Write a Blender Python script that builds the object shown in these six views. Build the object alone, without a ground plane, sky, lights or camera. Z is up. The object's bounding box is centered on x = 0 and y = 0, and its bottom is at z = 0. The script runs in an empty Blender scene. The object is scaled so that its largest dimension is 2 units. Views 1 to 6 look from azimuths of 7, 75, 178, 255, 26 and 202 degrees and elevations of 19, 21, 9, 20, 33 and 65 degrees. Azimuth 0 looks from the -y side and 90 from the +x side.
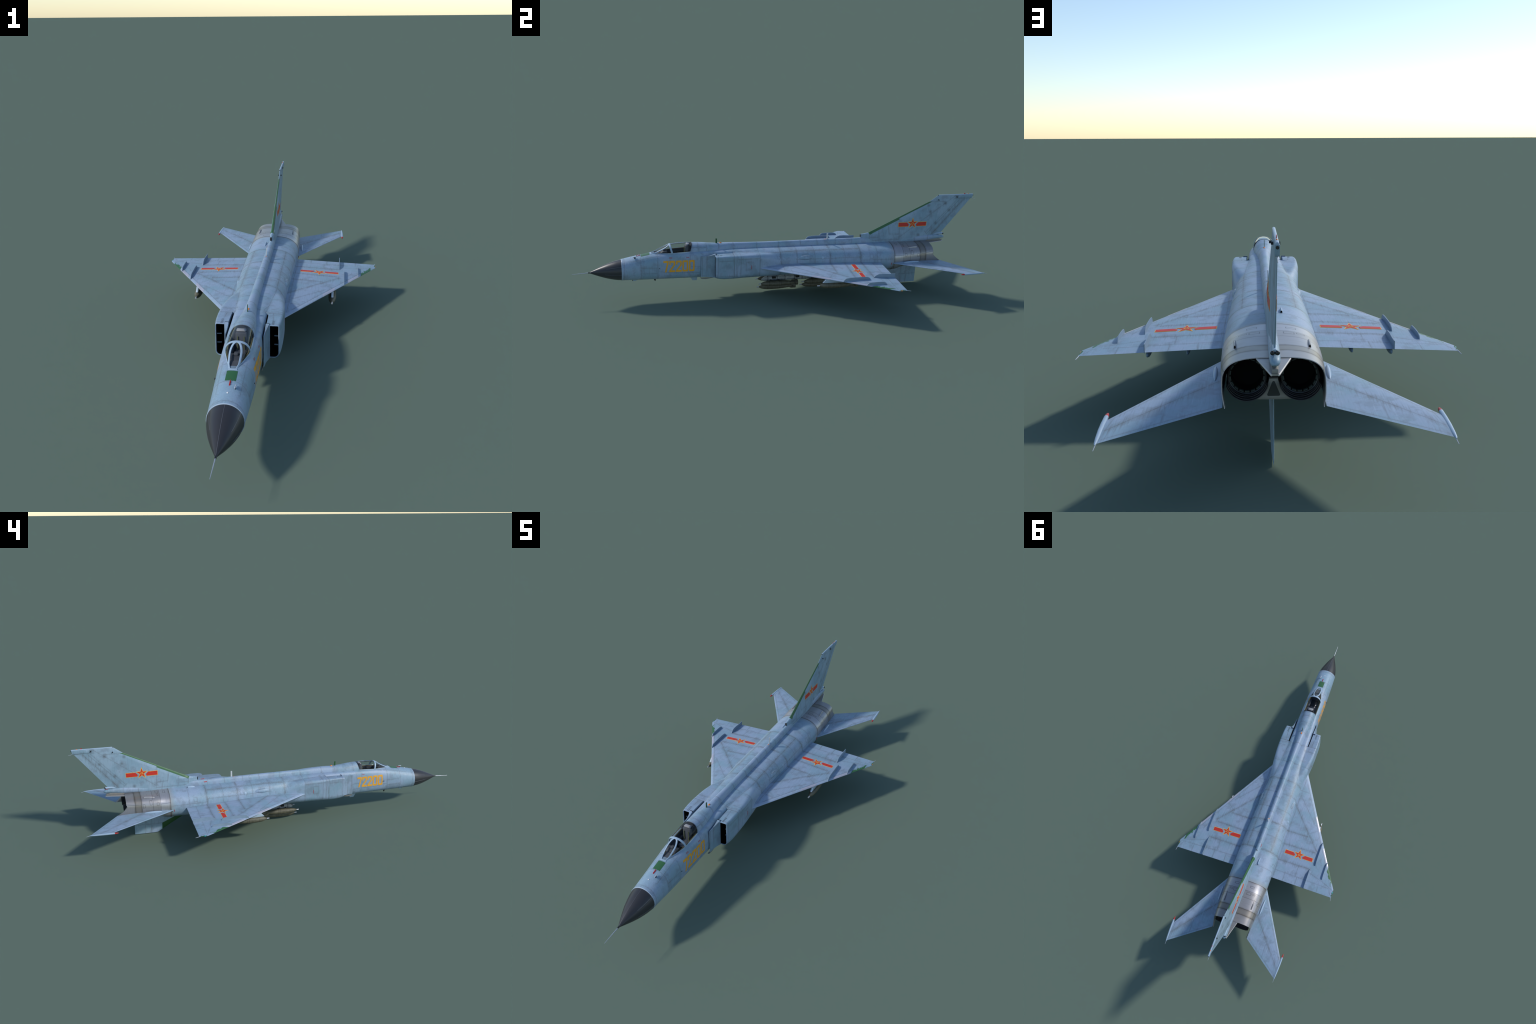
# Twin-engined delta-wing jet fighter with bombs, built procedurally.
# Frame: nose towards -y, z up, metres.  All airframe meshes keep their origin at the world origin.
import bpy, bmesh, math, random
import numpy as np
from mathutils import Vector, Matrix
from mathutils.geometry import tessellate_polygon

random.seed(7)
pi = math.pi

# ------------------------------------------------------------------ scene helpers
root = bpy.data.objects.new("jet_fighter", None)
bpy.context.collection.objects.link(root)
root["label"] = "pale blue twin-engined delta-wing jet fighter carrying bombs"
root["category"] = "fighter jet"


def add_object(name, mesh, parent=root, mats=()):
    ob = bpy.data.objects.new(name, mesh)
    bpy.context.collection.objects.link(ob)
    ob.parent = parent
    for m in mats:
        mesh.materials.append(m)
    return ob


def shade(mesh, angle=None):
    mesh.polygons.foreach_set("use_smooth", [True] * len(mesh.polygons))
    if angle is not None:
        mesh.set_sharp_from_angle(angle=math.radians(angle))


def make(name, verts, faces, mats, parent=root, smooth=40, fix=True):
    me = bpy.data.meshes.new(name)
    me.from_pydata([tuple(v) for v in verts], [], faces)
    if fix:
        bm = bmesh.new()
        bm.from_mesh(me)
        bmesh.ops.remove_doubles(bm, verts=bm.verts, dist=1e-6)
        bmesh.ops.recalc_face_normals(bm, faces=bm.faces)
        bm.to_mesh(me)
        bm.free()
    if smooth:
        shade(me, smooth)
    if not isinstance(mats, (list, tuple)):
        mats = [mats]
    return add_object(name, me, parent, mats)


def loft(rings, closed=True, cap0=True, cap1=True):
    """Quads between successive rings of equal length."""
    n = len(rings[0])
    verts = [tuple(p) for r in rings for p in r]
    faces = []
    m = n if closed else n - 1
    for i in range(len(rings) - 1):
        a, b = i * n, (i + 1) * n
        for j in range(m):
            k = (j + 1) % n
            faces.append((a + j, a + k, b + k, b + j))
    if closed and cap0:
        faces.append(tuple(range(n)))
    if closed and cap1:
        a = (len(rings) - 1) * n
        faces.append(tuple(range(a, a + n)))
    return verts, faces


class Curve1D:
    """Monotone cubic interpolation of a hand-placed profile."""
    def __init__(self, x, y):
        self.x = np.array(x, float)
        self.y = np.array(y, float)
        h = np.diff(self.x)
        d = np.diff(self.y) / h
        m = np.zeros(len(self.x))
        m[0], m[-1] = d[0], d[-1]
        for i in range(1, len(m) - 1):
            if d[i - 1] * d[i] > 0:
                w1, w2 = 2 * h[i] + h[i - 1], h[i] + 2 * h[i - 1]
                m[i] = (w1 + w2) / (w1 / d[i - 1] + w2 / d[i])
        self.m = m

    def __call__(self, t):
        t = min(max(t, self.x[0]), self.x[-1])
        i = min(max(int(np.searchsorted(self.x, t)) - 1, 0), len(self.x) - 2)
        h = self.x[i + 1] - self.x[i]
        s = (t - self.x[i]) / h
        return float((1 + 2 * s) * (1 - s) ** 2 * self.y[i] + s * (1 - s) ** 2 * h * self.m[i]
                     + s * s * (3 - 2 * s) * self.y[i + 1] + s * s * (s - 1) * h * self.m[i + 1])


def profile(rows):
    cols = list(zip(*rows))
    return [Curve1D(cols[0], c) for c in cols[1:]]


def spow(c, p):
    return math.copysign(abs(c) ** p, c)


def arange(a, b, step):
    n = max(1, int(round((b - a) / step)))
    return [a + (b - a) * i / n for i in range(n + 1)]


def tube(path, radius, mats, name, parent=root, seg=10, caps=True):
    """Round rod along a polyline; radius may be a list."""
    path = [Vector(p) for p in path]
    if not isinstance(radius, (list, tuple)):
        radius = [radius] * len(path)
    rings = []
    for i, p in enumerate(path):
        d = (path[min(i + 1, len(path) - 1)] - path[max(i - 1, 0)]).normalized()
        a = d.cross(Vector((0, 0, 1)))
        if a.length < 1e-3:
            a = d.cross(Vector((1, 0, 0)))
        a.normalize()
        b = d.cross(a).normalized()
        rings.append([p + (a * math.cos(t) + b * math.sin(t)) * radius[i]
                      for t in [2 * pi * k / seg for k in range(seg)]])
    v, f = loft(rings, True, caps, caps)
    return make(name, v, f, mats, parent, 50)


def box(name, lo, hi, mats, parent=root, bevel=0.0, matrix=None):
    bm = bmesh.new()
    bmesh.ops.create_cube(bm, size=1.0)
    for v in bm.verts:
        v.co = Vector([lo[i] + (v.co[i] + .5) * (hi[i] - lo[i]) for i in range(3)])
    if bevel:
        bmesh.ops.bevel(bm, geom=bm.edges[:], offset=bevel, segments=2, affect='EDGES', profile=.5)
    if matrix is not None:
        bm.transform(matrix)
    me = bpy.data.meshes.new(name)
    bm.to_mesh(me)
    bm.free()
    shade(me, 35)
    if not isinstance(mats, (list, tuple)):
        mats = [mats]
    return add_object(name, me, parent, mats)


def prism(name, outline, axis, a, b, mats, parent=root, bevel=0.0):
    """Extrude a 2D outline along one axis (0 = x: outline is (y,z); 2 = z: outline is (x,y))."""
    def P(p, h):
        if axis == 0:
            return (h, p[0], p[1])
        if axis == 1:
            return (p[0], h, p[1])
        return (p[0], p[1], h)
    n = len(outline)
    verts = [P(p, a) for p in outline] + [P(p, b) for p in outline]
    faces = [tuple(range(n)), tuple(range(n, 2 * n))]
    faces += [(i, (i + 1) % n, n + (i + 1) % n, n + i) for i in range(n)]
    ob = make(name, verts, faces, mats, parent, 35)
    if bevel:
        bm = bmesh.new()
        bm.from_mesh(ob.data)
        bmesh.ops.bevel(bm, geom=bm.edges[:], offset=bevel, segments=2, affect='EDGES', profile=.5)
        bm.to_mesh(ob.data)
        bm.free()
        shade(ob.data, 35)
    return ob


def ellipsoid(name, c, r, mats, parent=root, seg=16):
    bm = bmesh.new()
    bmesh.ops.create_uvsphere(bm, u_segments=seg, v_segments=max(8, seg // 2), radius=1.0)
    for v in bm.verts:
        v.co = Vector([c[i] + v.co[i] * r[i] for i in range(3)])
    me = bpy.data.meshes.new(name)
    bm.to_mesh(me)
    bm.free()
    shade(me)
    return add_object(name, me, parent, [mats])


# ------------------------------------------------------------------ shader language
class X:
    """Scalar socket with arithmetic; every operation becomes a Math node."""
    nt = None

    def __init__(self, s):
        self.s = s

    @staticmethod
    def op(kind, *args, clamp=False):
        n = X.nt.nodes.new("ShaderNodeMath")
        n.operation = kind
        n.use_clamp = clamp
        for i, a in enumerate(args):
            if isinstance(a, X):
                X.nt.links.new(a.s, n.inputs[i])
            else:
                n.inputs[i].default_value = float(a)
        return X(n.outputs[0])

    def __add__(s, o): return X.op('ADD', s, o)
    def __radd__(s, o): return X.op('ADD', o, s)
    def __sub__(s, o): return X.op('SUBTRACT', s, o)
    def __rsub__(s, o): return X.op('SUBTRACT', o, s)
    def __mul__(s, o): return X.op('MULTIPLY', s, o)
    def __rmul__(s, o): return X.op('MULTIPLY', o, s)
    def abs(s): return X.op('ABSOLUTE', s)
    def min(s, o): return X.op('MINIMUM', s, o)
    def max(s, o): return X.op('MAXIMUM', s, o)
    def gt(s, o): return X.op('GREATER_THAN', s, o)
    def lt(s, o): return X.op('LESS_THAN', s, o)
    def clamp(s): return X.op('ADD', s, 0.0, clamp=True)

    def step(s, lo, hi):
        n = X.nt.nodes.new("ShaderNodeMapRange")
        n.interpolation_type = 'SMOOTHSTEP'
        X.nt.links.new(s.s, n.inputs[0])
        n.inputs[1].default_value = lo
        n.inputs[2].default_value = hi
        n.inputs[3].default_value = 0
        n.inputs[4].default_value = 1
        return X(n.outputs[0])


def coords(nt):
    tc = nt.nodes.new("ShaderNodeTexCoord")
    sep = nt.nodes.new("ShaderNodeSeparateXYZ")
    nt.links.new(tc.outputs['Object'], sep.inputs[0])
    return tc.outputs['Object'], X(sep.outputs[0]), X(sep.outputs[1]), X(sep.outputs[2])


def noise(nt, vec, scale=(1, 1, 1), s=10.0, detail=4, rough=.55, offset=(0, 0, 0)):
    mp = nt.nodes.new("ShaderNodeMapping")
    mp.inputs['Scale'].default_value = scale
    mp.inputs['Location'].default_value = offset
    nt.links.new(vec, mp.inputs[0])
    n = nt.nodes.new("ShaderNodeTexNoise")
    n.inputs['Scale'].default_value = s
    n.inputs['Detail'].default_value = detail
    n.inputs['Roughness'].default_value = rough
    nt.links.new(mp.outputs[0], n.inputs['Vector'])
    return X(n.outputs[0])


def constant_steps(nt, val, lo, hi, stops):
    """Per-panel tone: piecewise-constant function of a coordinate through a Color Ramp."""
    v = (val - lo) * (1.0 / (hi - lo))
    r = nt.nodes.new("ShaderNodeValToRGB")
    r.color_ramp.interpolation = 'CONSTANT'
    nt.links.new(v.s, r.inputs[0])
    cr = r.color_ramp
    for i, (p, t) in enumerate(stops):
        q = min(max((p - lo) / (hi - lo), 0), 1)
        e = cr.elements[i] if i < 2 else cr.elements.new(q)
        e.position = q
        e.color = (t, t, t, 1)
    return X(r.outputs[0])


def mix_color(nt, fac, a, b, blend='MIX'):
    n = nt.nodes.new("ShaderNodeMix")
    n.data_type = 'RGBA'
    n.blend_type = blend
    if isinstance(fac, X):
        nt.links.new(fac.s, n.inputs[0])
    else:
        n.inputs[0].default_value = fac
    for sock, c in ((n.inputs[6], a), (n.inputs[7], b)):
        if isinstance(c, (tuple, list)):
            sock.default_value = (*c[:3], 1)
        elif isinstance(c, X):
            nt.links.new(c.s, sock)
        else:
            nt.links.new(c, sock)
    return n.outputs[2]


def new_mat(name):
    m = bpy.data.materials.new(name)
    m.use_nodes = True
    nt = m.node_tree
    X.nt = nt
    return m, nt, nt.nodes["Principled BSDF"]


def plain(name, col, rough=.5, metal=0.0, var=.12, scale=60, coat=0.0, spec=.5):
    m, nt, b = new_mat(name)
    vec, x, y, z = coords(nt)
    n = noise(nt, vec, s=scale)
    c = mix_color(nt, n, tuple(v * (1 - var) for v in col), tuple(min(1, v * (1 + var)) for v in col))
    nt.links.new(c, b.inputs['Base Color'])
    b.inputs['Roughness'].default_value = rough
    b.inputs['Metallic'].default_value = metal
    b.inputs['Coat Weight'].default_value = coat
    b.inputs['Specular IOR Level'].default_value = spec
    return m


# palette (linear)
BLUE = (0.272, 0.355, 0.474)
TEAL = (0.220, 0.336, 0.424)
PALE = (0.315, 0.398, 0.512)
LINE = (0.085, 0.095, 0.100)
DIRT = (0.140, 0.155, 0.160)


def paint(name, lines=None, tone=None, streak_axis='z', over=None, base=BLUE, line_str=.62, rough=.48):
    """Faded aircraft paint.
    lines(x,y,z) -> (distance to fine panel lines, distance to dirty main lines) or None
    tone(nt,x,y,z) -> per-panel tone 0..1 ; over(nt,color,x,y,z,noise) -> colour with markings painted over."""
    m, nt, b = new_mat(name)
    vec, x, y, z = coords(nt)
    big = noise(nt, vec, s=9, detail=5)
    mid = noise(nt, vec, s=38, detail=4, offset=(3, 1, 2))
    fine = noise(nt, vec, s=260, detail=3)
    sc = {'z': (70, 70, 7), 'y': (80, 5, 80), 'x': (6, 90, 60)}[streak_axis]
    streak = noise(nt, vec, scale=sc, s=4.0, detail=4, rough=.6)
    col = mix_color(nt, big.step(.40, .60), base, TEAL)
    col = mix_color(nt, mid.step(.5, .75) * .6, col, PALE)
    if tone is not None:
        t = tone(nt, x, y, z)
        col = mix_color(nt, (t - .5).clamp() * 1.2, col, tuple(v * 1.15 for v in BLUE))
        col = mix_color(nt, (.5 - t).clamp() * 1.5, col, (.190, .305, .385))
    # irregular grey smudges, then streaks of run-off dirt and pale scuffs
    sm = noise(nt, vec, s=21, detail=5, rough=.65, offset=(9, 4, 7))
    col = mix_color(nt, sm.step(.49, .64) * .50, col, (.175, .225, .275))
    col = mix_color(nt, streak.step(.52, .76) * .42, col, (.17, .22, .27))
    col = mix_color(nt, (1 - streak).step(.56, .78) * .42, col, (.37, .475, .585))
    col = mix_color(nt, fine.step(.62, .80) * .18, col, (.18, .23, .26))
    if lines is not None:
        fl, ml = lines(x, y, z)
        wob = mid.step(.30, .70) * .7 + .3
        run = streak.step(.45, .70)
        if ml is not None:
            halo = (1 - ml.step(0.0, .012)) * wob
            col = mix_color(nt, halo * .48, col, DIRT)
            col = mix_color(nt, (1 - ml.step(0.0, .022)) * run * .55, col, (.13, .15, .16))
            col = mix_color(nt, (1 - ml.step(.0003, .0020)) * (wob * .45 + .12), col, LINE)
        if fl is not None:
            col = mix_color(nt, (1 - fl.step(.0, .006)) * wob * .20, col, DIRT)
            col = mix_color(nt, (1 - fl.step(.0, .014)) * run * .28, col, (.14, .165, .18))
            col = mix_color(nt, (1 - fl.step(.0003, .0016)) * (wob * line_str * .6 + .06), col, LINE)
    if over is not None:
        col = over(nt, col, x, y, z, mid, streak)
    nt.links.new(col, b.inputs['Base Color'])
    r = mid * .18 + (rough - .09)
    nt.links.new(r.s, b.inputs['Roughness'])
    bump = nt.nodes.new("ShaderNodeBump")
    bump.inputs['Strength'].default_value = .05
    bump.inputs['Distance'].default_value = .002
    nt.links.new(streak.s, bump.inputs['Height'])
    nt.links.new(bump.outputs[0], b.inputs['Normal'])
    return m


def dist_any(c, vals):
    d = None
    for v in vals:
        e = (c - v).abs()
        d = e if d is None else d.min(e)
    return d


def seg_line(u, v, a, b):
    """distance to the segment a-b in the (u,v) plane"""
    dx, dy = b[0] - a[0], b[1] - a[1]
    L = math.hypot(dx, dy)
    dx, dy = dx / L, dy / L
    along = (u - a[0]) * dx + (v - a[1]) * dy
    perp = ((u - a[0]) * (-dy) + (v - a[1]) * dx).abs()
    return perp.max((along - L / 2).abs() - L / 2)


def segs(u, v, lst):
    d = None
    for a, b in lst:
        e = seg_line(u, v, a, b)
        d = e if d is None else d.min(e)
    return d


def rects(u, v, lst):
    """distance to rectangle outlines (u0,v0,u1,v1)"""
    d = None
    for u0, v0, u1, v1 in lst:
        e = ((u - (u0 + u1) / 2).abs() - (u1 - u0) / 2).max((v - (v0 + v1) / 2).abs() - (v1 - v0) / 2).abs()
        d = e if d is None else d.min(e)
    return d


# ------------------------------------------------------------------ body profile
#  y, half-width, top z, bottom z, z of greatest width, exponent above, exponent below
BODY = profile([
    (-.7770, .0492, .1955, .0965, .1460, 2.0, 2.0),
    (-.7400, .0502, .2035, .0968, .1468, 2.1, 2.1),
    (-.7000, .0512, .2110, .0970, .1475, 2.25, 2.25),
    (-.6300, .0528, .2228, .0972, .1500, 2.6, 2.5),
    (-.5600, .0535, .2290, .0972, .1530, 3.4, 2.7),
    (-.4600, .0540, .2322, .0970, .1550, 4.6, 2.9),
    (-.3500, .0545, .2325, .0970, .1560, 5.6, 3.0),
    (-.2600, .0570, .2328, .0970, .1570, 5.4, 3.0),
    (-.2000, .0615, .2326, .0970, .1580, 4.4, 3.0),
    (-.1400, .0670, .2325, .0970, .1590, 3.7, 3.0),
    (-.0800, .0765, .2323, .0970, .1600, 3.2, 3.0),
    (-.0300, .0860, .2320, .0970, .1600, 3.0, 3.0),
    (.0200, .0908, .2317, .0970, .1600, 3.0, 3.0),
    (.1000, .0930, .2312, .0970, .1600, 2.9, 3.0),
    (.2000, .0965, .2305, .0960, .1600, 2.75, 3.0),
    (.3200, .0995, .2300, .0950, .1600, 2.6, 3.0),
    (.4500, .1020, .2300, .0945, .1600, 2.45, 2.8),
    (.5400, .1025, .2298, .0950, .1600, 2.4, 2.6),
    (.5700, .1020, .2290, .0980, .1600, 2.45, 2.5),
    (.6000, .1015, .2280, .1100, .1610, 2.65, 2.5),
    (.6800, .0988, .2250, .1240, .1640, 3.0, 2.5),
    (.7468, .0950, .2238, .1360, .1650, 3.3, 2.5),
    (.7600, .0942, .2236, .1370, .1650, 3.35, 2.5),
    (.8050, .0898, .2220, .1400, .1650, 3.4, 2.5),
])


def body_point(y, th, off=0.0):
    w, zt, zb, zc, nu, nl = [c(y) for c in BODY]
    c, s = math.cos(th), math.sin(th)
    n = nu if s >= 0 else nl
    h = (zt - zc) if s >= 0 else (zc - zb)
    return ((w + off) * spow(c, 2 / n), y, zc + (h + off) * spow(s, 2 / n))


def body_x(y, z):
    """half-width of the body at height z"""
    w, zt, zb, zc, nu, nl = [c(y) for c in BODY]
    n = nu if z >= zc else nl
    h = (zt - zc) if z >= zc else (zc - zb)
    return w * max(0.0, 1 - abs((z - zc) / h) ** n) ** (1 / n)


def body_z(y, x):
    """top surface height at offset x"""
    w, zt, zb, zc, nu, nl = [c(y) for c in BODY]
    return zc + (zt - zc) * max(0.0, 1 - abs(x / w) ** nu) ** (1 / nu)


NAC = profile([   # y, outer x, inner x, bottom z, top z, outer corner radius top, bottom
    (-.3520, .0985, .0590, .1150, .2222, .0065, .0160),
    (-.3300, .1012, .0590, .1085, .2236, .0068, .0200),
    (-.3000, .1028, .0588, .1055, .2245, .0075, .0230),
    (-.2600, .1038, .0575, .1055, .2245, .0090, .0260),
    (-.2200, .1036, .0480, .1060, .2243, .0120, .0290),
    (-.1400, .0990, .0400, .1040, .2225, .0210, .0340),
    (-.0900, .0945, .0380, .1030, .2190, .0310, .0360),
    (-.0400, .0905, .0350, .1010, .2130, .0420, .0380),
    (.0100, .0890, .0300, .1010, .2030, .0420, .0400),
    (.0500, .0870, .0300, .1030, .1930, .0420, .0400),
])
JOIN = -.2620      # station where the intake trunks merge with the centre body


def trunk_radius(y, c, s, zc):
    """polar radius of the rounded-box intake trunk about (0, zc)"""
    xo, xi, zb, zt, rt, rb = [k(y) for k in NAC]
    c = abs(c)
    lo, hi = 0.0, .2
    for _ in range(22):
        m = (lo + hi) / 2
        px, pz = m * c, zc + m * s
        r = rt if s >= 0 else rb
        qx = px - (xo - r)
        qz = (pz - (zt - r)) if s >= 0 else ((zb + r) - pz)
        d = math.hypot(max(qx, 0), max(qz, 0)) + min(max(qx, qz), 0) - r
        if d < 0:
            lo = m
        else:
            hi = m
    return lo


def merged_outline(y, n=360, p=46.0):
    """centre body and intake trunks blended into one section"""
    w, zt, zb, zc, nu, nl = [k(y) for k in BODY]
    pts = []
    for k in range(n + 1):
        th = 2 * pi * k / n
        c, s = math.cos(th), math.sin(th)
        e = nu if s >= 0 else nl
        h = (zt - zc) if s >= 0 else (zc - zb)
        ra = (abs(c / w) ** e + abs(s / h) ** e) ** (-1 / e)
        rb = trunk_radius(y, c, s, zc)
        m = max(ra, rb)
        r = m * ((ra / m) ** p + (rb / m) ** p) ** (1 / p)
        pts.append((r * c, y, zc + r * s))
    return pts


def even_ring(y, n=160):
    """ring with points spread evenly along the section outline"""
    merged = JOIN <= y < .05
    raw = merged_outline(y) if merged else [body_point(y, 2 * pi * k / 720) for k in range(721)]
    L = [0.0]
    for a, b in zip(raw, raw[1:]):
        L.append(L[-1] + math.hypot(a[0] - b[0], a[2] - b[2]))
    L = np.array(L)
    t = np.linspace(0, L[-1], n + 1)[:-1]
    xs = np.interp(t, L, [p[0] for p in raw])
    zs = np.interp(t, L, [p[2] for p in raw])
    return [(xs[i], y, zs[i]) for i in range(n)]


# ------------------------------------------------------------------ materials
BANDS = [-.6903, -.6140, -.4640]                     # frames on the forward fuselage
MAIN_BANDS = [-.0350, .1340, .2110, .3670]


def fuselage_lines(x, y, z):
    ax = x.abs()
    side = z.lt(.214)
    main = dist_any(y, [-.0350, .2110, .3670])
    fine = dist_any(y, BANDS + [-.765, -.255, -.140, .1340, .045, .285, .455])
    # long seams: nose shoulder, spine shoulder, lower sides
    fine = fine.min(seg_line(ax, y, (.031, -.77), (.0335, -.60)).max(.195 - z))
    main = main.min(seg_line(ax, y, (.063, -.035), (.063, .365)).max(.19 - z))
    lower = segs(y, z, [((-.69, .169), (-.615, .166)), ((-.69, .141), (-.615, .139)),
                        ((-.61, .1485), (-.55, .139)), ((-.55, .139), (-.419, .1345)),
                        ((-.463, .166), (-.419, .1637)), ((.367, .173), (.54, .171)),
                        ((.04, .1885), (.365, .188)), ((-.60, .110), (-.45, .108))])
    small = rects(y, z, [(.415, .180, .432, .199), (.072, .2045, .10, .2105), (-.43, .116, -.423, .121)])
    fine = fine.min(lower.min(small).max(.02 - ax))
    # seams of the intake trunk, outboard of the blend line
    trunk = dist_any(y, [-.2339, -.2500]).max((y + .20).abs() - .058)
    trunk = trunk.min(segs(y, z, [((-.25, .2085), (-.14, .2085)), ((-.25, .118), (-.16, .118))]))
    trunk = trunk.min(rects(y, z, [(-.2088, .1535, -.182, .193)]))
    fine = fine.min(trunk.max(.0655 - ax))
    fine = fine.min(seg_line(ax, y, (.0490, -.262), (.0640, -.035)).max(.20 - z))
    fine = fine.min(seg_line(ax, y, (.0560, -.19), (.0420, -.25)).max(.20 - z))
    return fine, main


def fuselage_tone(nt, x, y, z):
    random.seed(3)
    cuts = [-.80, -.69, -.614, -.464, -.42, -.255, -.14, -.035, .045, .134, .211, .285, .367, .455]
    vals = [.62, .30, .52, .42, .55, .45, .66, .42, .50, .58, .34, .30, .55, .60]
    t = constant_steps(nt, y, -.8, .6, list(zip(cuts, vals)))
    trunk = (x.abs() - .066 - (y + .262) * .05).gt(0) * y.gt(-.262) * y.lt(-.14)
    return t + trunk * (y.lt(-.234) * .14 - y.gt(-.234) * .10)


def fuselage_over(nt, col, x, y, z, mid, streak):
    # soot where the bare metal tail begins
    col = mix_color(nt, y.step(.515, .548) * (mid * .7 + .2), col, (.30, .28, .24))
    return col


def side_tint(name, extra=None):
    return paint(name, fuselage_lines, fuselage_tone, 'z', fuselage_over)


M_BODY = side_tint("faded_blue_paint")


def metal_mat():
    m, nt, b = new_mat("bare_metal")
    vec, x, y, z = coords(nt)
    mid = noise(nt, vec, s=35, detail=4)
    streak = noise(nt, vec, scale=(8, 90, 8), s=4, detail=4)
    warm = constant_steps(nt, y, .53, .83, [(.53, 1.0), (.5935, .62), (.6294, .70), (.6846, .02), (.7149, .45)])
    col = mix_color(nt, warm, (.28, .255, .22), (.42, .415, .435))
    col = mix_color(nt, streak.step(.45, .75) * .35, col, (.24, .23, .22))
    low = segs(y, z, [((.69, .188), (.76, .199)), ((.545, .1885), (.593, .187))])
    fine = dist_any(y, [.5935, .6294]).min(low)
    box_l = rects(y, z, [(.601, .182, .612, .194), (.635, .187, .645, .206), (.669, .176, .679, .192)])
    topb = rects(x.abs(), y, [(.030, .566, .050, .575), (.024, .60, .045, .612), (.05, .60, .066, .606)])
    fine = fine.min(box_l).min(topb.max(.205 - z))
    main = dist_any(y, [.546, .6846, .7149])
    col = mix_color(nt, (1 - main.step(0, .010)) * (mid.step(.3, .7) * .7 + .25) * .75, col, (.18, .155, .125))
    col = mix_color(nt, (1 - main.step(.0005, .002)) * .7, col, (.06, .055, .05))
    col = mix_color(nt, (1 - fine.step(.0004, .0016)) * .6, col, (.07, .065, .065))
    nt.links.new(col, b.inputs['Base Color'])
    b.inputs['Metallic'].default_value = .6
    r = mid * .16 + .27
    nt.links.new(r.s, b.inputs['Roughness'])
    return m


M_METAL = metal_mat()
M_DARKMETAL = plain("sooty_metal", (.035, .034, .033), .5, .5)
M_RING = plain("burnt_ring_metal", (.055, .06, .058), .42, .7)
M_PETAL = plain("dull_green_petal", (.040, .056, .048), .6, .2)
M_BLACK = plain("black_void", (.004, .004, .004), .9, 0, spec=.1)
M_BLACKPAINT = plain("black_fitting", (.012, .012, .013), .35)
M_GREEN = plain("dielectric_green", (.030, .115, .040), .45, var=.08)
M_GREEN_DARK = plain("deep_green_panel", (.020, .085, .022), .5, var=.08)
M_RED = plain("signal_red", (.42, .018, .016), .45)
M_ORANGE = plain("orange_lamp", (.75, .20, .02), .25, coat=.6)
M_WHITE = plain("white_lamp", (.75, .75, .76), .35)
M_CYAN = plain("cyan_lamp", (.02, .42, .45), .25, coat=.6)
M_STEEL = plain("pale_steel", (.48, .50, .55), .35, .6)
M_RODGREY = plain("pale_grey_rod", (.42, .46, .52), .4, .1)
M_KEEL = plain("beige_grey_metal", (.25, .245, .225), .5, .3)
M_LIGHTRIM = plain("pale_rim", (.55, .52, .48), .45, .2)
M_COCKPIT = plain("cockpit_dark_grey", (.042, .044, .052), .6)
M_PANEL = plain("cockpit_grey", (.085, .088, .100), .6)
M_HEADREST = plain("headrest_grey", (.42, .41, .42), .5)
M_STRAP = plain("olive_strap", (.12, .13, .06), .8)
M_SILL = plain("ochre_sill", (.16, .13, .045), .7, var=.6, scale=160)
M_RADOME = plain("charcoal_radome", (.030, .030, .034), .38, var=.10, scale=14, spec=.5)
M_RADLINE = plain("radome_strip_grey", (.11, .115, .13), .5)
M_DIGIT = plain("amber_paint", (.78, .36, .022), .5, var=.14, scale=50)
M_YELLOW = plain("yellow_paint", (.83, .50, .06), .5, var=.06)
M_FLAGRED = plain("vermilion_paint", (.56, .030, .016), .5, var=.10)
M_LEGRAY = plain("pinkish_grey_plate", (.46, .46, .53), .3, .25, var=.08)
M_RACK = None


def bomb_mat():
    m, nt, b = new_mat("olive_drab")
    vec, x, y, z = coords(nt)
    n = noise(nt, vec, s=60)
    st = noise(nt, vec, scale=(1, .25, 1), s=160)
    col = mix_color(nt, n.step(.35, .7), (.085, .080, .052), (.135, .125, .085))
    col = mix_color(nt, st.step(.5, .75) * .5, col, (.05, .045, .032))
    d = dist_any(y, [.0405, .0900, .1000])
    col = mix_color(nt, (1 - d.step(.0006, .0018)) * .55, col, (.018, .017, .013))
    nt.links.new(col, b.inputs['Base Color'])
    b.inputs['Roughness'].default_value = .55
    return m


def rack_mat():
    m, nt, b = new_mat("chipped_pale_grey")
    vec, x, y, z = coords(nt)
    n = noise(nt, vec, s=70)
    col = mix_color(nt, n.step(.35, .7), (.27, .29, .30), (.40, .42, .43))
    d = dist_any(y, [-.075, -.028, .012, .06, .10, .15, .20, .25])
    col = mix_color(nt, (1 - d.step(.001, .0028)) * .8, col, (.03, .03, .03))
    ch = noise(nt, vec, scale=(1, .5, 1), s=110, offset=(5, 5, 5))
    col = mix_color(nt, ch.step(.60, .68) * .7, col, (.05, .05, .05))
    nt.links.new(col, b.inputs['Base Color'])
    b.inputs['Roughness'].default_value = .5
    return m


M_BOMB = bomb_mat()
M_RACK = rack_mat()

# ------------------------------------------------------------------ wing geometry
LE_Y = lambda ax: -.1395 + 1.766 * (ax - .0978)          # leading edge
WTE = .4707                                              # straight trailing edge
W_TIP = .4197
WZ = lambda ax: .16012 - .0412 * ax                      # mid-plane with slight anhedral


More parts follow.
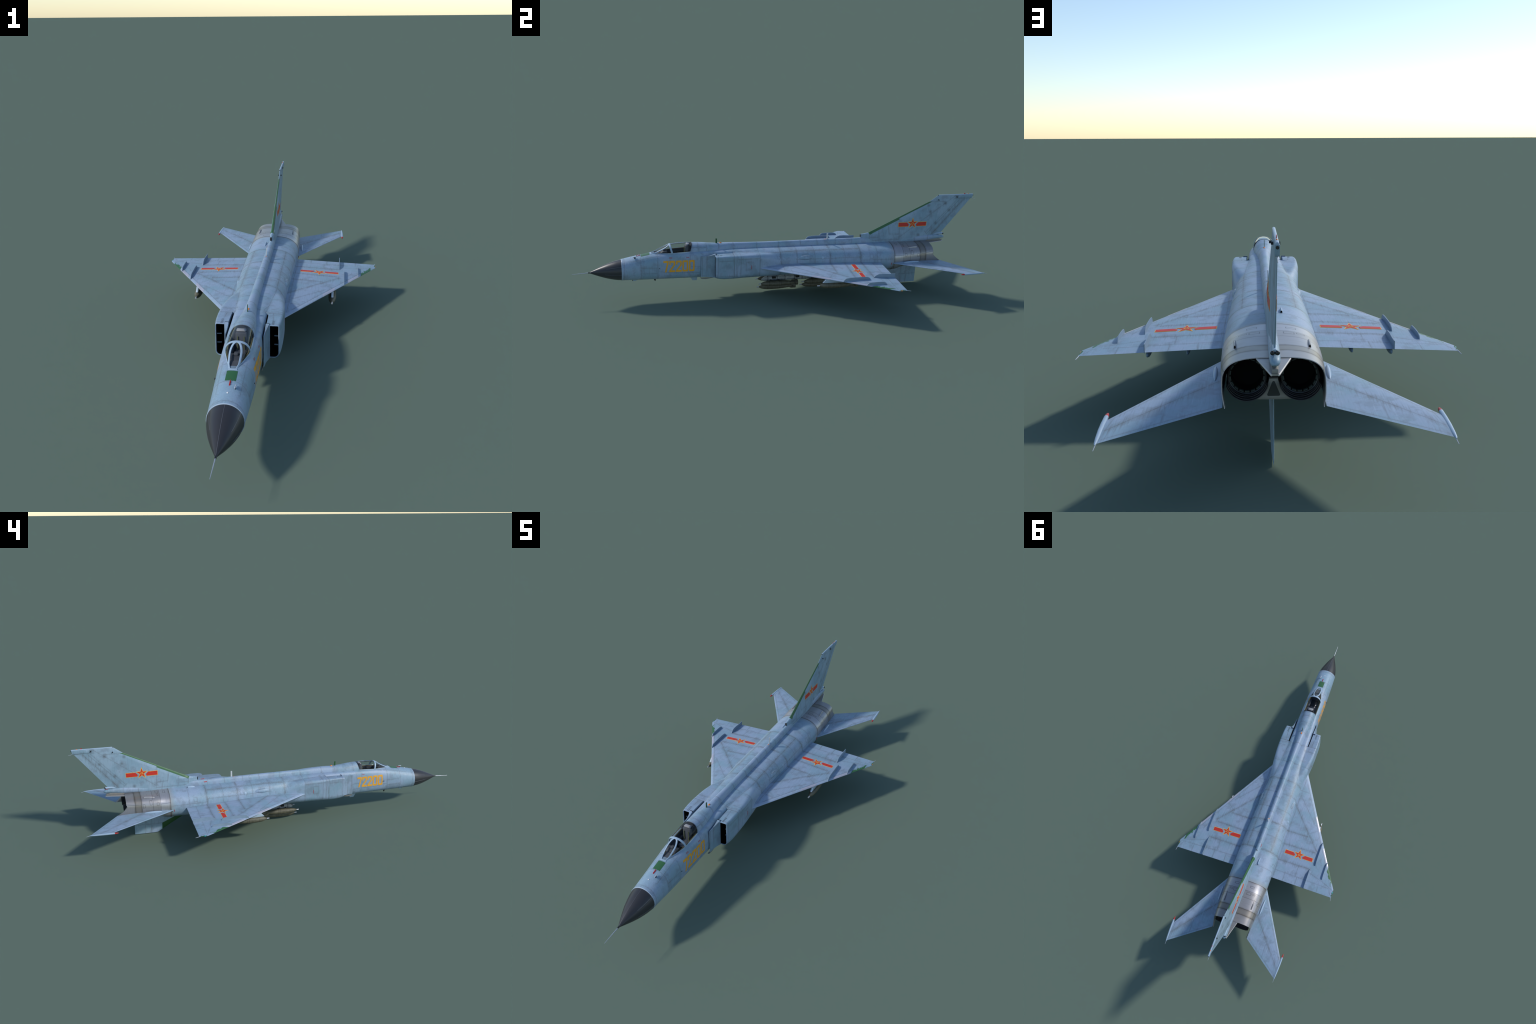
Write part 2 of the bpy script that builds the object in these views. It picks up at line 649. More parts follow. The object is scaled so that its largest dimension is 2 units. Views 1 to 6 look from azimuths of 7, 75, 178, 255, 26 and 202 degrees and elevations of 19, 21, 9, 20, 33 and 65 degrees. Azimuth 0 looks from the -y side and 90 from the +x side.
def foil(t):
    """half-thickness shape along chord 0..1 (max 1)"""
    t = min(max(t, 0), 1)
    return (2.6 * math.sqrt(t) * (1 - t) + .55 * t * (1 - t)) / 1.108 if t < .33 else \
        (1 - ((t - .33) / .67) ** 1.8) * .985 + .015


def wing_half_thickness(ax):
    return max(.0016, .0125 * (W_TIP + .045 - ax) / .37)


def wing_top(ax, y):
    le = LE_Y(ax)
    return WZ(ax) + wing_half_thickness(ax) * foil((y - le) / (WTE - le))


def wing_lines(x, y, z):
    ax = x.abs()
    fine = segs(ax, y, [((.0916, -.0298), (.145, -.031)), ((.1034, -.0038), (.2276, .1337)),
                        ((.12, -.075), (.40, .419)), ((.102, -.10), (.1075, .47)), ((.0950, .4253), (.4023, .4312)),
                        ((.2845, .3879), (.3549, .4088)), ((.3549, .4088), (.4143, .433)),
                        ((.3963, .4303), (.4082, .4587)), ((.2051, .1923), (.2504, .1578)),
                        ((.355, .409), (.349, .398)), ((.31, .30), (.325, .33)),
                        ((.175, .0), (.15, .0)), ((.215, .3717), (.215, .4253)), ((.16, .4253), (.16, .47)),
                        ((.225, .4253), (.225, .47)), ((.34, .43), (.34, .47)), ((.19, .02), (.178, .027)),
                        ((.255, .14), (.243, .147)), ((.30, .221), (.288, .228))])
    main = segs(ax, y, [((.0924, .055), (.2747, .2640)), ((.0900, .2100), (.2098, .2065)),
                        ((.095, .2810), (.2694, .2760)), ((.095, .3705), (.2773, .3670))])
    return fine, main


def wing_tone(nt, x, y, z):
    ax = x.abs()
    # inboard triangle ahead of the second spar is more teal
    a = ((ax - .0924) * 1.146 + .055 - y).lt(0) * y.lt(.2085)
    bnd = constant_steps(nt, y, -.15, .48, [(-.15, .5), (.209, .56), (.279, .42), (.369, .54), (.428, .60)])
    return bnd - a * .2


def wing_over(nt, col, x, y, z, mid, streak):
    ax = x.abs()
    wob = noise(nt, col_vec(nt), s=34, detail=2)
    # leading-edge distance (perpendicular-ish)
    d = (y - (-.1395 - 1.766 * .0978) - ax * 1.766) * (1 / 2.03)
    le = (1 - d.step(.010, .0112)) * ax.lt(.36)
    col = mix_color(nt, le * .35, col, (.38, .46, .58))
    # wavy green dielectric patches near the tip
    w = (wob - .30).max(0.0) * .040 + .002
    patch = (d - w).lt(0) * ax.gt(.360) * (ax.lt(.4005))
    tip = (ax - (.4197 - (wob - .5).abs() * .03 - .001)).gt(0) * y.gt(.437) * y.lt(.464)
    g = patch.max(tip).clamp()
    col = mix_color(nt, g, col, (.035, .125, .045))
    return col


def col_vec(nt):
    for n in nt.nodes:
        if n.type == 'TEX_COORD':
            return n.outputs['Object']


M_WING = paint("faded_blue_wing_paint", wing_lines, wing_tone, 'y', wing_over)


def planform(name, stations, le, te, zc, half, side, mat, n=44, tip_cap=True):
    """Lifting surface lofted through foil sections at spanwise stations."""
    ts = [.5 - .5 * math.cos(pi * k / n) for k in range(n + 1)]
    rings = []
    for ax in stations:
        a, b = le(ax), te(ax)
        h = half(ax)
        up = [(side * ax, a + (b - a) * t, zc(ax) + h * foil(t)) for t in ts]
        dn = [(side * ax, a + (b - a) * t, zc(ax) - h * foil(t)) for t in ts[1:-1]]
        rings.append(up + dn[::-1])
    # the trailing edge keeps a fine blunt thickness, the leading edge closes to a point
    v, f = loft(rings)
    return make(name, v, f, mat, root, 35)


for side in (1, -1):
    st = arange(.060, .405, .008) + [.409, .413, .4165, .4185, .4197]
    wing = planform("wing", st, LE_Y, lambda ax: WTE, WZ, wing_half_thickness, side, M_WING)

    # bare plates let into the leading edge
    for a0, a1 in ((.2190, .2400), (.2405, .2610), (.3080, .3310), (.3315, .3560)):
        rings = []
        for k in range(9):
            ax = a0 + (a1 - a0) * k / 8
            le = LE_Y(ax)
            c = WTE - le
            h = wing_half_thickness(ax)
            ring = []
            for t in [.024 * 1.0 * (i / 10) ** 2 * (.30 / c) * 2.6 for i in range(11)]:
                ring.append((side * ax, le + c * t, WZ(ax) + h * foil(t) + .0005))
            low = [(p[0], p[1] , 2 * WZ(ax) - p[2]) for p in ring]
            front = [(side * ax, le - .0005, WZ(ax))]
            rings.append(ring[::-1] + front + low)
        v, f = loft(rings, closed=True)
        make("leading_edge_plate", v, f, M_LEGRAY, wing, 35)

    # boundary-layer fences
    def fence(ax, y0, y1, h, lead, tail, th=.0018, tri=False):
        pts = []
        for y in arange(y0, y1, (y1 - y0) / 14):
            pts.append((y, wing_top(ax, y) - .0015))
        base0, base1 = wing_top(ax, y0), wing_top(ax, y1)
        if tri:
            topz = [(y1, base1 + h), (y1 - .028, base1 + h * 1.0), (y0 + .05, wing_top(ax, y0 + .05) + h * .97),
                    (y0 + .026, wing_top(ax, y0 + .026) + h * .88), (y0 + .012, wing_top(ax, y0 + .012) + h * .55), (y0 + .001, base0 + h * .08)]
        else:
            topz = [(y1 - tail * .35, base1 + h * .55), (y1 - tail, base1 + h * .92)]
            for k in range(1, 6):
                y = y1 - tail + (y0 + lead - y1 + tail) * k / 6
                topz.append((y, wing_top(ax, y) + h))
            topz += [(y0 + lead, wing_top(ax, y0 + lead) + h * .97), (y0 + lead * .45, wing_top(ax, y0 + lead * .45) + h * .66), (y0 - .001, base0 + h * .05)]
        prism("wing_fence", pts + topz, 0, side * ax - th / 2, side * ax + th / 2, M_FENCE, wing)

    if side == 1:
        M_FENCE = plain("grey_blue_fence", (.215, .295, .375), .45, var=.15, scale=40)
    fence(.2945, .2070, .3430, .0142, .014, .017)
    fence(.3485, .3020, .4000, .0125, .012, .014)
    fence(.2755, .3630, .4720, .0190, .04, .01, tri=True)

    # static wick and tip lamp, actuator blisters under the trailing edge
    tube([(side * .4185, .468, .1425), (side * .4215, .4880, .1400)], [.0012, .0007], M_RODGREY, "static_wick", wing, 8)
    ellipsoid("tip_lamp", (side * .4200, .4440, .1428), (.0020, .0050, .0018), M_ORANGE if side == 1 else M_CYAN, wing)
    for ax, r in ((.2700, .0075), (.1820, .0060)):
        rings = []
        for y, k in ((.36, .05), (.38, .55), (.41, .9), (.44, 1.0), (.455, .9), (.466, .55), (.472, .06)):
            zc = WZ(ax) - .0062
            rings.append([(side * ax + r * .75 * k * math.cos(a), y, zc - .002 + r * 1.15 * k * math.sin(a))
                          for a in [2 * pi * j / 16 for j in range(16)]])
        v, f = loft(rings)
        make("actuator_blister", v, f, M_FENCE, wing, 60)

# ------------------------------------------------------------------ fuselage
ys = arange(-.777, JOIN - .0006, .0075) + arange(JOIN, .0480, .0062) + arange(.0500, .545, .0075)
v, f = loft([even_ring(y) for y in ys])
fuselage = make("fuselage", v, f, [M_BODY, M_COCKPIT], root, 35)

# canopy footprint, used for the cockpit well and for the glazing
CANOPY = profile([   # y, half-width, base z, top z, exponent
    (-.6400, .0105, .2195, .2228, 2.2),
    (-.6200, .0158, .2225, .2318, 2.2),
    (-.6000, .0222, .2245, .2415, 2.2),
    (-.5750, .0292, .2262, .2530, 2.2),
    (-.5530, .0346, .2275, .2622, 2.2),
    (-.5200, .0362, .2290, .2660, 2.2),
    (-.4850, .0362, .2308, .2672, 2.2),
    (-.4500, .0352, .2325, .2665, 2.2),
])


def canopy_point(y, th, off=0.0):
    b, zb, zt, n = [c(y) for c in CANOPY]
    c, s = math.cos(th), math.sin(th)
    return ((b + off) * spow(c, 2 / n), y, zb + (zt - zb + off) * spow(s, 2 / n))


def canopy_z(y, x, off=0.0):
    b, zb, zt, n = [c(y) for c in CANOPY]
    b += off
    return zb + (zt - zb + off) * max(0.0, 1 - abs(x / b) ** n) ** (1 / n)


well = []
for y in arange(-.626, -.458, .012):
    b = CANOPY[0](y) - .0035
    well.append([(b, y, .30), (-b, y, .30), (-b, y, .178), (b, y, .178)])
v, f = loft(well)
cutter = make("cockpit_cutter", v, f, M_COCKPIT, root, None)
md = fuselage.modifiers.new("well", 'BOOLEAN')
md.object = cutter
md.operation = 'DIFFERENCE'
md.solver = 'EXACT'
md.material_mode = 'TRANSFER'
bpy.context.view_layer.update()
dg = bpy.context.evaluated_depsgraph_get()
newme = bpy.data.meshes.new_from_object(fuselage.evaluated_get(dg))
fuselage.modifiers.clear()
old = fuselage.data
fuselage.data = newme
newme.name = "fuselage"
bpy.data.meshes.remove(old)
cm = cutter.data
bpy.data.objects.remove(cutter)
bpy.data.meshes.remove(cm)
shade(fuselage.data, 35)

# ------------------------------------------------------------------ nose cone, probe
rad = Curve1D([0, .02, .05, .09, .12, .1445], [.0018, .0105, .0232, .0372, .0448, .0488])
nose = []
for s in arange(0, .1445, .004):
    y = -.9215 + s
    q = s / .1445
    zc = .1384 + (.1460 - .1384) * q
    r = rad(s)
    nose.append([(r * math.cos(a), y, zc + r * math.sin(a)) for a in [2 * pi * k / 64 for k in range(64)]])
v, f = loft(nose)
nose_cone = make("nose_cone", v, f, M_RADOME, fuselage, 40)
# lightning strips on the radome
for ang, s0, s1 in ((90, .004, .143), (35, .075, .143), (145, .075, .143), (-10, .07, .143), (190, .07, .143)):
    pts = []
    for s in arange(s0, s1, .01):
        q = s / .1445
        r = rad(s) + .0002
        a = math.radians(ang)
        pts.append((r * math.cos(a), -.9215 + s, .1384 + .0076 * q + r * math.sin(a)))
    tube(pts, .00055, M_RADLINE, "lightning_strip", nose_cone, 6)
# pale joint ring
ring = []
for y, dr in ((-.7778, .0002), (-.7775, .0007), (-.7750, .0007), (-.7742, -.001)):
    w, zt, zb, zc, nu, nl = [c(y) for c in BODY]
    ring.append([(p[0] * (1 + dr / w), p[1], zc + (p[2] - zc) * (1 + dr / w)) for p in
                 [body_point(y, 2 * pi * k / 72) for k in range(72)]])
v, f = loft(ring)
make("radome_ring", v, f, plain("pale_blue_rim", (.36, .45, .55), .45), nose_cone, 50)
tube([(0, -.918, .1384), (0, -.927, .1383)], [.0030, .0026], M_BLACKPAINT, "probe_collar", nose_cone, 12)
tube([(0, -.926, .1383), (0, -.955, .1366), (0, -.9993, .1340)], [.0017, .0014, .0007], M_STEEL, "pitot_probe", nose_cone, 10)

# ------------------------------------------------------------------ dorsal spine / turtleback
SPINE = profile([   # y, half-width at base, top z, exponent
    (-.4600, .0350, .2664, 2.2),
    (-.4300, .0356, .2652, 2.2),
    (-.4000, .0352, .2630, 2.2),
    (-.3600, .0315, .2595, 2.15),
    (-.3200, .0262, .2575, 2.1),
    (-.2600, .0210, .2578, 2.1),
    (-.2000, .0182, .2562, 2.2),
    (-.1000, .0168, .2545, 2.3),
    (.0800, .0155, .2545, 2.4),
    (.2000, .0145, .2540, 2.4),
    (.3200, .0138, .2540, 2.4),
    (.4000, .0130, .2550, 2.4),
    (.4600, .0115, .2560, 2.4),
])


def spine_lines(x, y, z):
    fine = dist_any(y, [-.425, -.385, -.325, -.254, -.139, -.03, .08, .165, .26, .345])
    fine = fine.min(segs(y, z, [((-.46, .252), (-.40, .247)), ((-.40, .247), (-.385, .249))]))
    return fine, None


M_SPINE = paint("faded_blue_spine_paint", spine_lines, None, 'z')
rings = []
for y in arange(-.4600, .4600, .008):
    b, zt, n = [c(y) for c in SPINE]
    zb = .2195
    ring = []
    for k in range(41):
        th = pi * k / 40
        ring.append((b * spow(math.cos(th), 2 / n), y, zb + (zt - zb) * spow(math.sin(th), 2 / n)))
    rings.append(ring)
# raked front frame of the turtleback
q = [(p[0], p[1] + .010 * (1 - (p[2] - .2195) / .047) * -1 + .010, p[2]) for p in rings[0]]
rings[0] = [(p[0], -.4635 + .012 * max(0, (p[2] - .232) / .0345), p[2]) for p in rings[0]]
v, f = loft(rings)
spine = make("dorsal_spine", v, f, [M_SPINE, M_COCKPIT], fuselage, 40)
spine.data.polygons[len(spine.data.polygons) - 2].material_index = 1
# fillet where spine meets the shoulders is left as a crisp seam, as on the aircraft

# ------------------------------------------------------------------ canopy
glass, gnt, gb = new_mat("canopy_glass")
gnt.nodes.remove(gb)
out = [n for n in gnt.nodes if n.type == 'OUTPUT_MATERIAL'][0]
tr = gnt.nodes.new("ShaderNodeBsdfTransparent")
tr.inputs[0].default_value = (.93, .95, .95, 1)
gl = gnt.nodes.new("ShaderNodeBsdfGlossy")
gl.inputs['Roughness'].default_value = .03
gl.inputs[0].default_value = (.9, .95, 1, 1)
fr = gnt.nodes.new("ShaderNodeFresnel")
fr.inputs[0].default_value = 1.22
mxs = gnt.nodes.new("ShaderNodeMixShader")
gnt.links.new(fr.outputs[0], mxs.inputs[0])
gnt.links.new(tr.outputs[0], mxs.inputs[1])
gnt.links.new(gl.outputs[0], mxs.inputs[2])
gnt.links.new(mxs.outputs[0], out.inputs[0])

ARCH = -.5530
arch_y = lambda z: ARCH + .009 * (1 - (z - .2275) / .035) - .002     # raked arch plane


def glazing(name, y0, y1):
    ys_ = arange(y0, y1, .006)
    outer = [[canopy_point(y, pi * k / 36) for k in range(37)] for y in ys_]
    v, f = loft(outer, closed=False)
    ob = make(name, v, f, glass, root, 50)
    return ob


windscreen = glazing("windscreen", -.6400, -.5530)
canopy = glazing("canopy", -.5525, -.4560)
M_FRAME = plain("pale_blue_frame", (.318, .425, .535), .42, var=.07)


def strap_band(name, pts, width, height, parent):
    """Flat frame member following points on the glazing; pts carry outward normals."""
    rings = []
    for i, (p, nrm) in enumerate(pts):
        p = Vector(p)
        nrm = Vector(nrm).normalized()
        d = Vector(pts[min(i + 1, len(pts) - 1)][0]) - Vector(pts[max(i - 1, 0)][0])
        s = d.cross(nrm).normalized()
        w = width if not callable(width) else width(i / (len(pts) - 1))
        a, b = p + s * w / 2, p - s * w / 2
        rings.append([a - nrm * .0012, a + nrm * height * .6, p + s * w * .35 + nrm * height,
                      p - s * w * .35 + nrm * height, b + nrm * height * .6, b - nrm * .0012])
    v, f = loft(rings)
    return make(name, v, f, M_FRAME, parent, 40)


def canopy_normal(y, x):
    e = 1e-3
    zx = (canopy_z(y, x + e) - canopy_z(y, x - e)) / (2 * e)
    zy = (canopy_z(y + e, x) - canopy_z(y - e, x)) / (2 * e)
    return Vector((-max(-6, min(6, zx)), -zy, 1)).normalized()


arch = []
for k in range(41):
    th = pi * (.0 + k / 40)
    p = canopy_point(ARCH, th)
    y = arch_y(p[2])
    p = canopy_point(y, th)
    nrm = Vector((math.cos(th) * 1.2, -.15, math.sin(th)))
    arch.append((p, nrm))
strap_band("canopy_arch", arch, .0082, .0012, windscreen)
for side in (1, -1):
    # egg-shaped rim of the front pane
    rim = []
    ym = -.5900
    for k in range(31):
        t = k / 30
        if t < .5:
            q = t / .5
            y = -.6405 + (ym + .6405) * q
            x = .0118 + .0040 * math.sin(q * pi / 2)
        else:
            ph = (t - .5) / .5 * pi / 2
            x = .0158 * math.cos(ph)
            y = ym + (ARCH - .0035 - ym) * math.sin(ph)
        x = side * min(CANOPY[0](y) * .93, x)
        rim.append(((x, y, canopy_z(y, x)), canopy_normal(y, x)))
    strap_band("windscreen_rim", rim, .0058, .0012, windscreen)
    sill = []
    for y in arange(-.640, -.458, .006):
        p = canopy_point(y, .0 if side == 1 else pi)
        sill.append(((p[0], p[1], p[2] + .0002), Vector((side * .8, -.1, .6))))
    strap_band("canopy_sill", sill, .0030, .0006, windscreen)
    trim = []
    for y in arange(-.615, -.465, .008):
        trim.append((side * (CANOPY[0](y) - .0042), y, CANOPY[1](y) - .0005))
    tube(trim, .0016, M_SILL, "sill_trim", canopy, 6)
box("windscreen_base", (-.0122, -.6440, .2175), (.0122, -.6370, .2228), M_FRAME, windscreen, .001)
# dark hoop closing the rear of the canopy
hoop = []
for k in range(33):
    th = pi * k / 32
    p = canopy_point(-.4600, th, -.0016)
    hoop.append((p[0], -.4635 + .011 * max(0, (p[2] - .232) / .0345), p[2]))
tube(hoop, .0016, M_COCKPIT, "canopy_rear_hoop", canopy, 6)

# cockpit interior
seat = box("ejection_seat", (-.0160, -.4830, .185), (.0160, -.4660, .2545), M_PANEL, fuselage, .003)
box("seat_cushion", (-.0150, -.522, .192), (.0150, -.482, .203), M_PANEL, seat, .003)
box("headrest", (-.0145, -.4780, .2550), (.0145, -.4630, .2615), M_HEADREST, seat, .0035)
for sx in (-.0095, .0095):
    box("seat_strap", (sx - .0014, -.4860, .197), (sx + .0014, -.4835, .244), M_STRAP, seat)
    box("seat_rail", (sx * 1.75 - .001, -.470, .19), (sx * 1.75 + .001, -.463, .262), M_COCKPIT, seat)
prism("instrument_panel", [(-.598, .200), (-.598, .2262), (-.585, .2325), (-.570, .2335), (-.566, .226), (-.568, .195)],
      0, -.0225, .0225, M_COCKPIT, fuselage, .001)
box("gun_sight", (-.0055, -.585, .233), (.0055, -.572, .2400), M_PANEL, fuselage, .001)
prism("coaming", [(-.628, .214), (-.628, .2215), (-.600, .2262), (-.598, .214)], 0, -.013, .013, M_PANEL, fuselage)
for side in (1, -1):
    box("side_console", (side * .0315 if side < 0 else .0215, -.56, .196), (side * .0215 if side < 0 else .0315, -.47, .208),
        M_PANEL, fuselage, .001)

# ------------------------------------------------------------------ engine bay skin (bare metal, open below at the rear)
def skin_point(y, k, off=0.0, zlow=.146):
    """k = 0..72 round the cowling: straight skirts below the widest line, rounded above"""
    w, zt, zb, zc, nu, nl = [c(y) for c in BODY]
    if k < 9 or k > 63:
        t = (k if k < 9 else 72 - k) / 9
        x = w + off - .0028 * (1 - t) ** 1.5
        return (x if k < 9 else -x, y, zlow + (zc - zlow) * t)
    return body_point(y, pi * (k - 9) / 54, off)


def rear_edge(z):
    """y of the hood's trailing edge at height z"""
    t = min(max((.196 - z) / .050, 0), 1)
    return .7570 - .008 * (t if t < .2 else .2) / .2 + .052 * t ** 1.6


ny = 34
rings_o = [[None] * 73 for _ in range(ny + 1)]
end = [skin_point(.757, k) for k in range(73)]
for k in range(73):
    ye = rear_edge(end[k][2])
    for i in range(ny + 1):
        y = .5450 + (ye - .5450) * i / ny
        rings_o[i][k] = y
grid_o, grid_i = [], []
for i in range(ny + 1):
    go, gi = [], []
    for k in range(73):
        y = rings_o[i][k]
        go.append(skin_point(y, k, .0006))
        gi.append(skin_point(y, k, -.0022 if i < ny else -.0008))
    grid_o.append(go)
    grid_i.append(gi)
rings = [o + i[::-1] for o, i in zip(grid_o, grid_i)]
v, f = loft(rings)
engine_skin = make("engine_cowling", v, f, [M_METAL], root, 40)

# belly below the engines, ends ahead of the nozzles
BELLY = profile([(.5400, .1010, .0950), (.5650, .0990, .0975), (.5900, .0930, .1060), (.6300, .0890, .1160),
                 (.6900, .0860, .1270), (.7250, .0780, .1330)])
rings = []
for y in arange(.5400, .7250, .008):
    w, zb = [c(y) for c in BELLY]
    ring = []
    for k in range(49):
        th = pi + pi * k / 48
        ring.append((w * spow(math.cos(th), .72), y, .1475 + (.1475 - zb) * spow(math.sin(th), .72)))
    rings.append(ring)
v, f = loft(rings)
make("engine_belly", v, f, M_METAL, engine_skin, 40)

# nozzles
for side in (1, -1):
    cx, cz = side * .0482, .1850

    def turn(name, prof, mat, parent, seg=56, flip=False):
        rings = [[(cx + r * math.cos(a), y, cz + r * math.sin(a)) for a in [2 * pi * k / seg for k in range(seg)]]
                 for y, r in prof]
        v, f = loft(rings, True, False, False)
        return make(name, v, f, mat, parent, 30)
    noz = turn("exhaust_nozzle", [(.640, .0345), (.7480, .0355), (.7500, .0350), (.7490, .0342), (.7300, .0340), (.6400, .0330)],
               M_DARKMETAL, engine_skin)
    # lower sleeve bands, visible below the hood
    for y1, r1 in ((.7540, .0370), (.7610, .0385), (.7670, .0398)):
        arcs = []
        for k in range(41):
            a = math.radians(198 + 144 * k / 40)
            arcs.append([(cx + r * math.cos(a), y, cz + r * math.sin(a))
                         for y, r in ((y1 - .0900, r1 - .0012), (y1 - .0900, r1), (y1 - .0015, r1), (y1, r1 - .0006), (y1 - .0004, r1 - .0014))])
        v, f = loft(arcs, True, True, True)
        make("nozzle_band", v, f, M_DARKMETAL, noz, 30)
    turn("nozzle_lip", [(.700, .0330), (.7400, .0335), (.7425, .0345), (.7440, .0338), (.7425, .0322), (.700, .0318)], M_RING, noz)
    turn("jet_pipe", [(.7410, .0322), (.720, .0312), (.705, .0295), (.698, .0002)], M_BLACK, noz)
    turn("nozzle_gap", [(.7300, .0340), (.7300, .0325)], M_BLACK, noz)
    bmf = bmesh.new()
    nseg = 18
    for k in range(nseg):
        a0, a1 = 2 * pi * (k + .12) / nseg, 2 * pi * (k + .88) / nseg
        arc = [a0 + (a1 - a0) * j / 4 for j in range(5)]
        pr = [(.7350, .0318), (.7405, .0320), (.7405, .0300), (.7350, .0298)]
        vs = [[bmf.verts.new((cx + r * math.cos(a), y, cz + r * math.sin(a))) for y, r in pr] for a in arc]
        for p, q in zip(vs, vs[1:]):
            for j in range(4):
                bmf.faces.new((p[j], p[(j + 1) % 4], q[(j + 1) % 4], q[j]))
        bmf.faces.new(vs[0][::-1])
        bmf.faces.new(vs[-1])
    me = bpy.data.meshes.new("nozzle_petals")
    bmf.to_mesh(me)
    bmf.free()
    ob = add_object("nozzle_petals", me, noz, [M_PETAL])
    ob["kind"] = "stuff"

# bulkhead behind the nozzles (dark) and keel plate with its triangular opening
prism("exhaust_bulkhead", [(-.088, .150), (.088, .150), (.086, .19), (.07, .213), (.03, .2205), (-.03, .2205), (-.07, .213), (-.086, .19)],
      1, .684, .688, M_BLACK, engine_skin)


def keel_outline():
    pts = []
    for k in range(13):           # along right nozzle sleeve
        a = math.radians(180 + 8 + 74 * k / 12)
        pts.append((.0482 + .0405 * math.cos(a), .1850 + .0405 * math.sin(a)))
    pts.append((.0440, .1395))
    left = [(-p[0], p[1]) for p in pts][::-1]
    return pts + left


outer = keel_outline()
prism("keel_plate", outer, 1, .726, .742, M_KEEL, engine_skin, .0008)
tri = []
for (px, pz) in ((0, .1745), (.0112, .1475), (-.0112, .1475)):
    c = (0, .156)
    for k in range(5):
        d = math.atan2(pz - c[1], px - c[0])
        a = d - .9 + 1.8 * k / 4
        tri.append((px * .82 + .0026 * math.cos(a), c[1] + (pz - c[1]) * .86 + .0026 * math.sin(a)))
tri.sort(key=lambda p: math.atan2(p[1] - .156, p[0]))
prism("keel_recess", tri, 1, .735, .7426, plain("recess_grey", (.03, .034, .033), .6), engine_skin)
prism("keel_lip", [(-.0085, .181), (.0085, .181), (.0085, .1835), (-.0085, .1835)], 1, .735, .7465, M_DARKMETAL, engine_skin)

# beak plate between the nozzles
bk = [(-.0310, .7500), (.0310, .7500), (.0290, .7600), (.0062, .8440), (-.0062, .8440), (-.0290, .7600)]
beak = prism("beak_plate", bk, 2, .2188, .2226, M_METAL, engine_skin)
for side in (1, -1):
    tube([(side * .0302, .7560, .2210), (side * .0062, .8450, .2205)], .0018, M_LIGHTRIM, "beak_rim", beak, 8)

# cooling scoops on the metal skin
for side in (1, -1):
    rings = []
    for y, k in ((.615, .05), (.627, .6), (.645, .9), (.660, 1.0), (.672, .92)):
        x0 = side * (.0735 - .03 * (y - .615))
        zb = body_z(y, abs(x0)) - .001
        rings.append([(x0 + .0026 * math.cos(a), y, zb + .0075 * k * max(-.2, math.sin(a)))
                      for a in [2 * pi * j / 14 for j in range(14)]])
    v, f = loft(rings)
    make("cooling_scoop", v, f, M_METAL, engine_skin, 50)
    prism("scoop_mouth", [(side * .0718 - .0016, body_z(.672, .0718)), (side * .0718 + .0016, body_z(.672, .0718)),
                          (side * .0718 + .0012, body_z(.672, .0718) + .0048), (side * .0718 - .0012, body_z(.672, .0718) + .0048)],
          1, .6722, .6730, M_BLACK, engine_skin)
# slim scoop on the blue skin beside the fin root
rings = []
for y, k in ((.412, .1), (.420, .7), (.432, 1.0), (.445, 1.0), (.449, .7)):
    zb = body_z(y, .026)
    rings.append([(-.0258 + .0032 * k * math.cos(a), y, zb + .0010 + .0066 * k * max(-.3, math.sin(a))) for a in [2 * pi * j / 14 for j in range(14)]])
v, f = loft(rings)
make("air_scoop", v, f, M_FRAME, fuselage, 50)
prism("scoop_mouth", [(-.0282, body_z(.449, .026) + .0005), (-.0234, body_z(.449, .026) + .0005), (-.0240, body_z(.449, .026) + .0045), (-.0276, body_z(.449, .026) + .0045)],
      1, .4492, .4500, M_BLACK, fuselage)

# ------------------------------------------------------------------ intakes
def nac_ring(y, side, inset=0.0, yy=None):
    xo, xi, zb, zt, rt, rb = [c(y) for c in NAC]
    xo, zb, zt = xo - inset, zb + inset, zt - inset
    if inset > .001:
        xi = .0700
    rt, rb = max(.004, rt - inset), max(.004, rb - inset)
    pts = [(xi, zb + (0.0))]
    for k in range(13):
        a = -pi / 2 + pi / 2 * k / 12
        pts.append((xo - rb + rb * math.cos(a), zb + rb + rb * math.sin(a)))
    for k in range(1, 8):
        pts.append((xo, zb + rb + (zt - rt - zb - rb) * k / 8))
    for k in range(13):
        a = pi / 2 * k / 12
        pts.append((xo - rt + rt * math.cos(a), zt - rt + rt * math.sin(a)))
    pts.append(((xo - rt + xi) / 2, zt))
    pts.append((xi, zt))
    for k in range(1, 6):
        pts.append((xi, zt + (zb - zt) * k / 6))
    return [(side * p[0], yy if yy is not None else y, p[1]) for p in pts]


def intake_lines(x, y, z):
    ax = x.abs()
    main = dist_any(y, [-.2583, -.140, -.035])
    fine = dist_any(y, [-.341, -.2339, -.2650]).min(segs(y, z, [((-.335, .202), (-.262, .203)), ((-.335, .127), (-.262, .125)),
                                                        ((-.25, .2085), (-.14, .2085)), ((-.25, .118), (-.16, .118))]))
    fine = fine.min(rects(y, z, [(-.2088, .1535, -.182, .193)]))
    fine = fine.min(seg_line(ax, y, (.080, -.345), (.072, -.255)).max(.215 - z))
    return fine, main


def intake_tone(nt, x, y, z):
    return constant_steps(nt, y, -.36, .04, [(-.36, .62), (-.340, .32), (-.2650, .58), (-.2339, .34), (-.140, .62), (-.035, .40)])


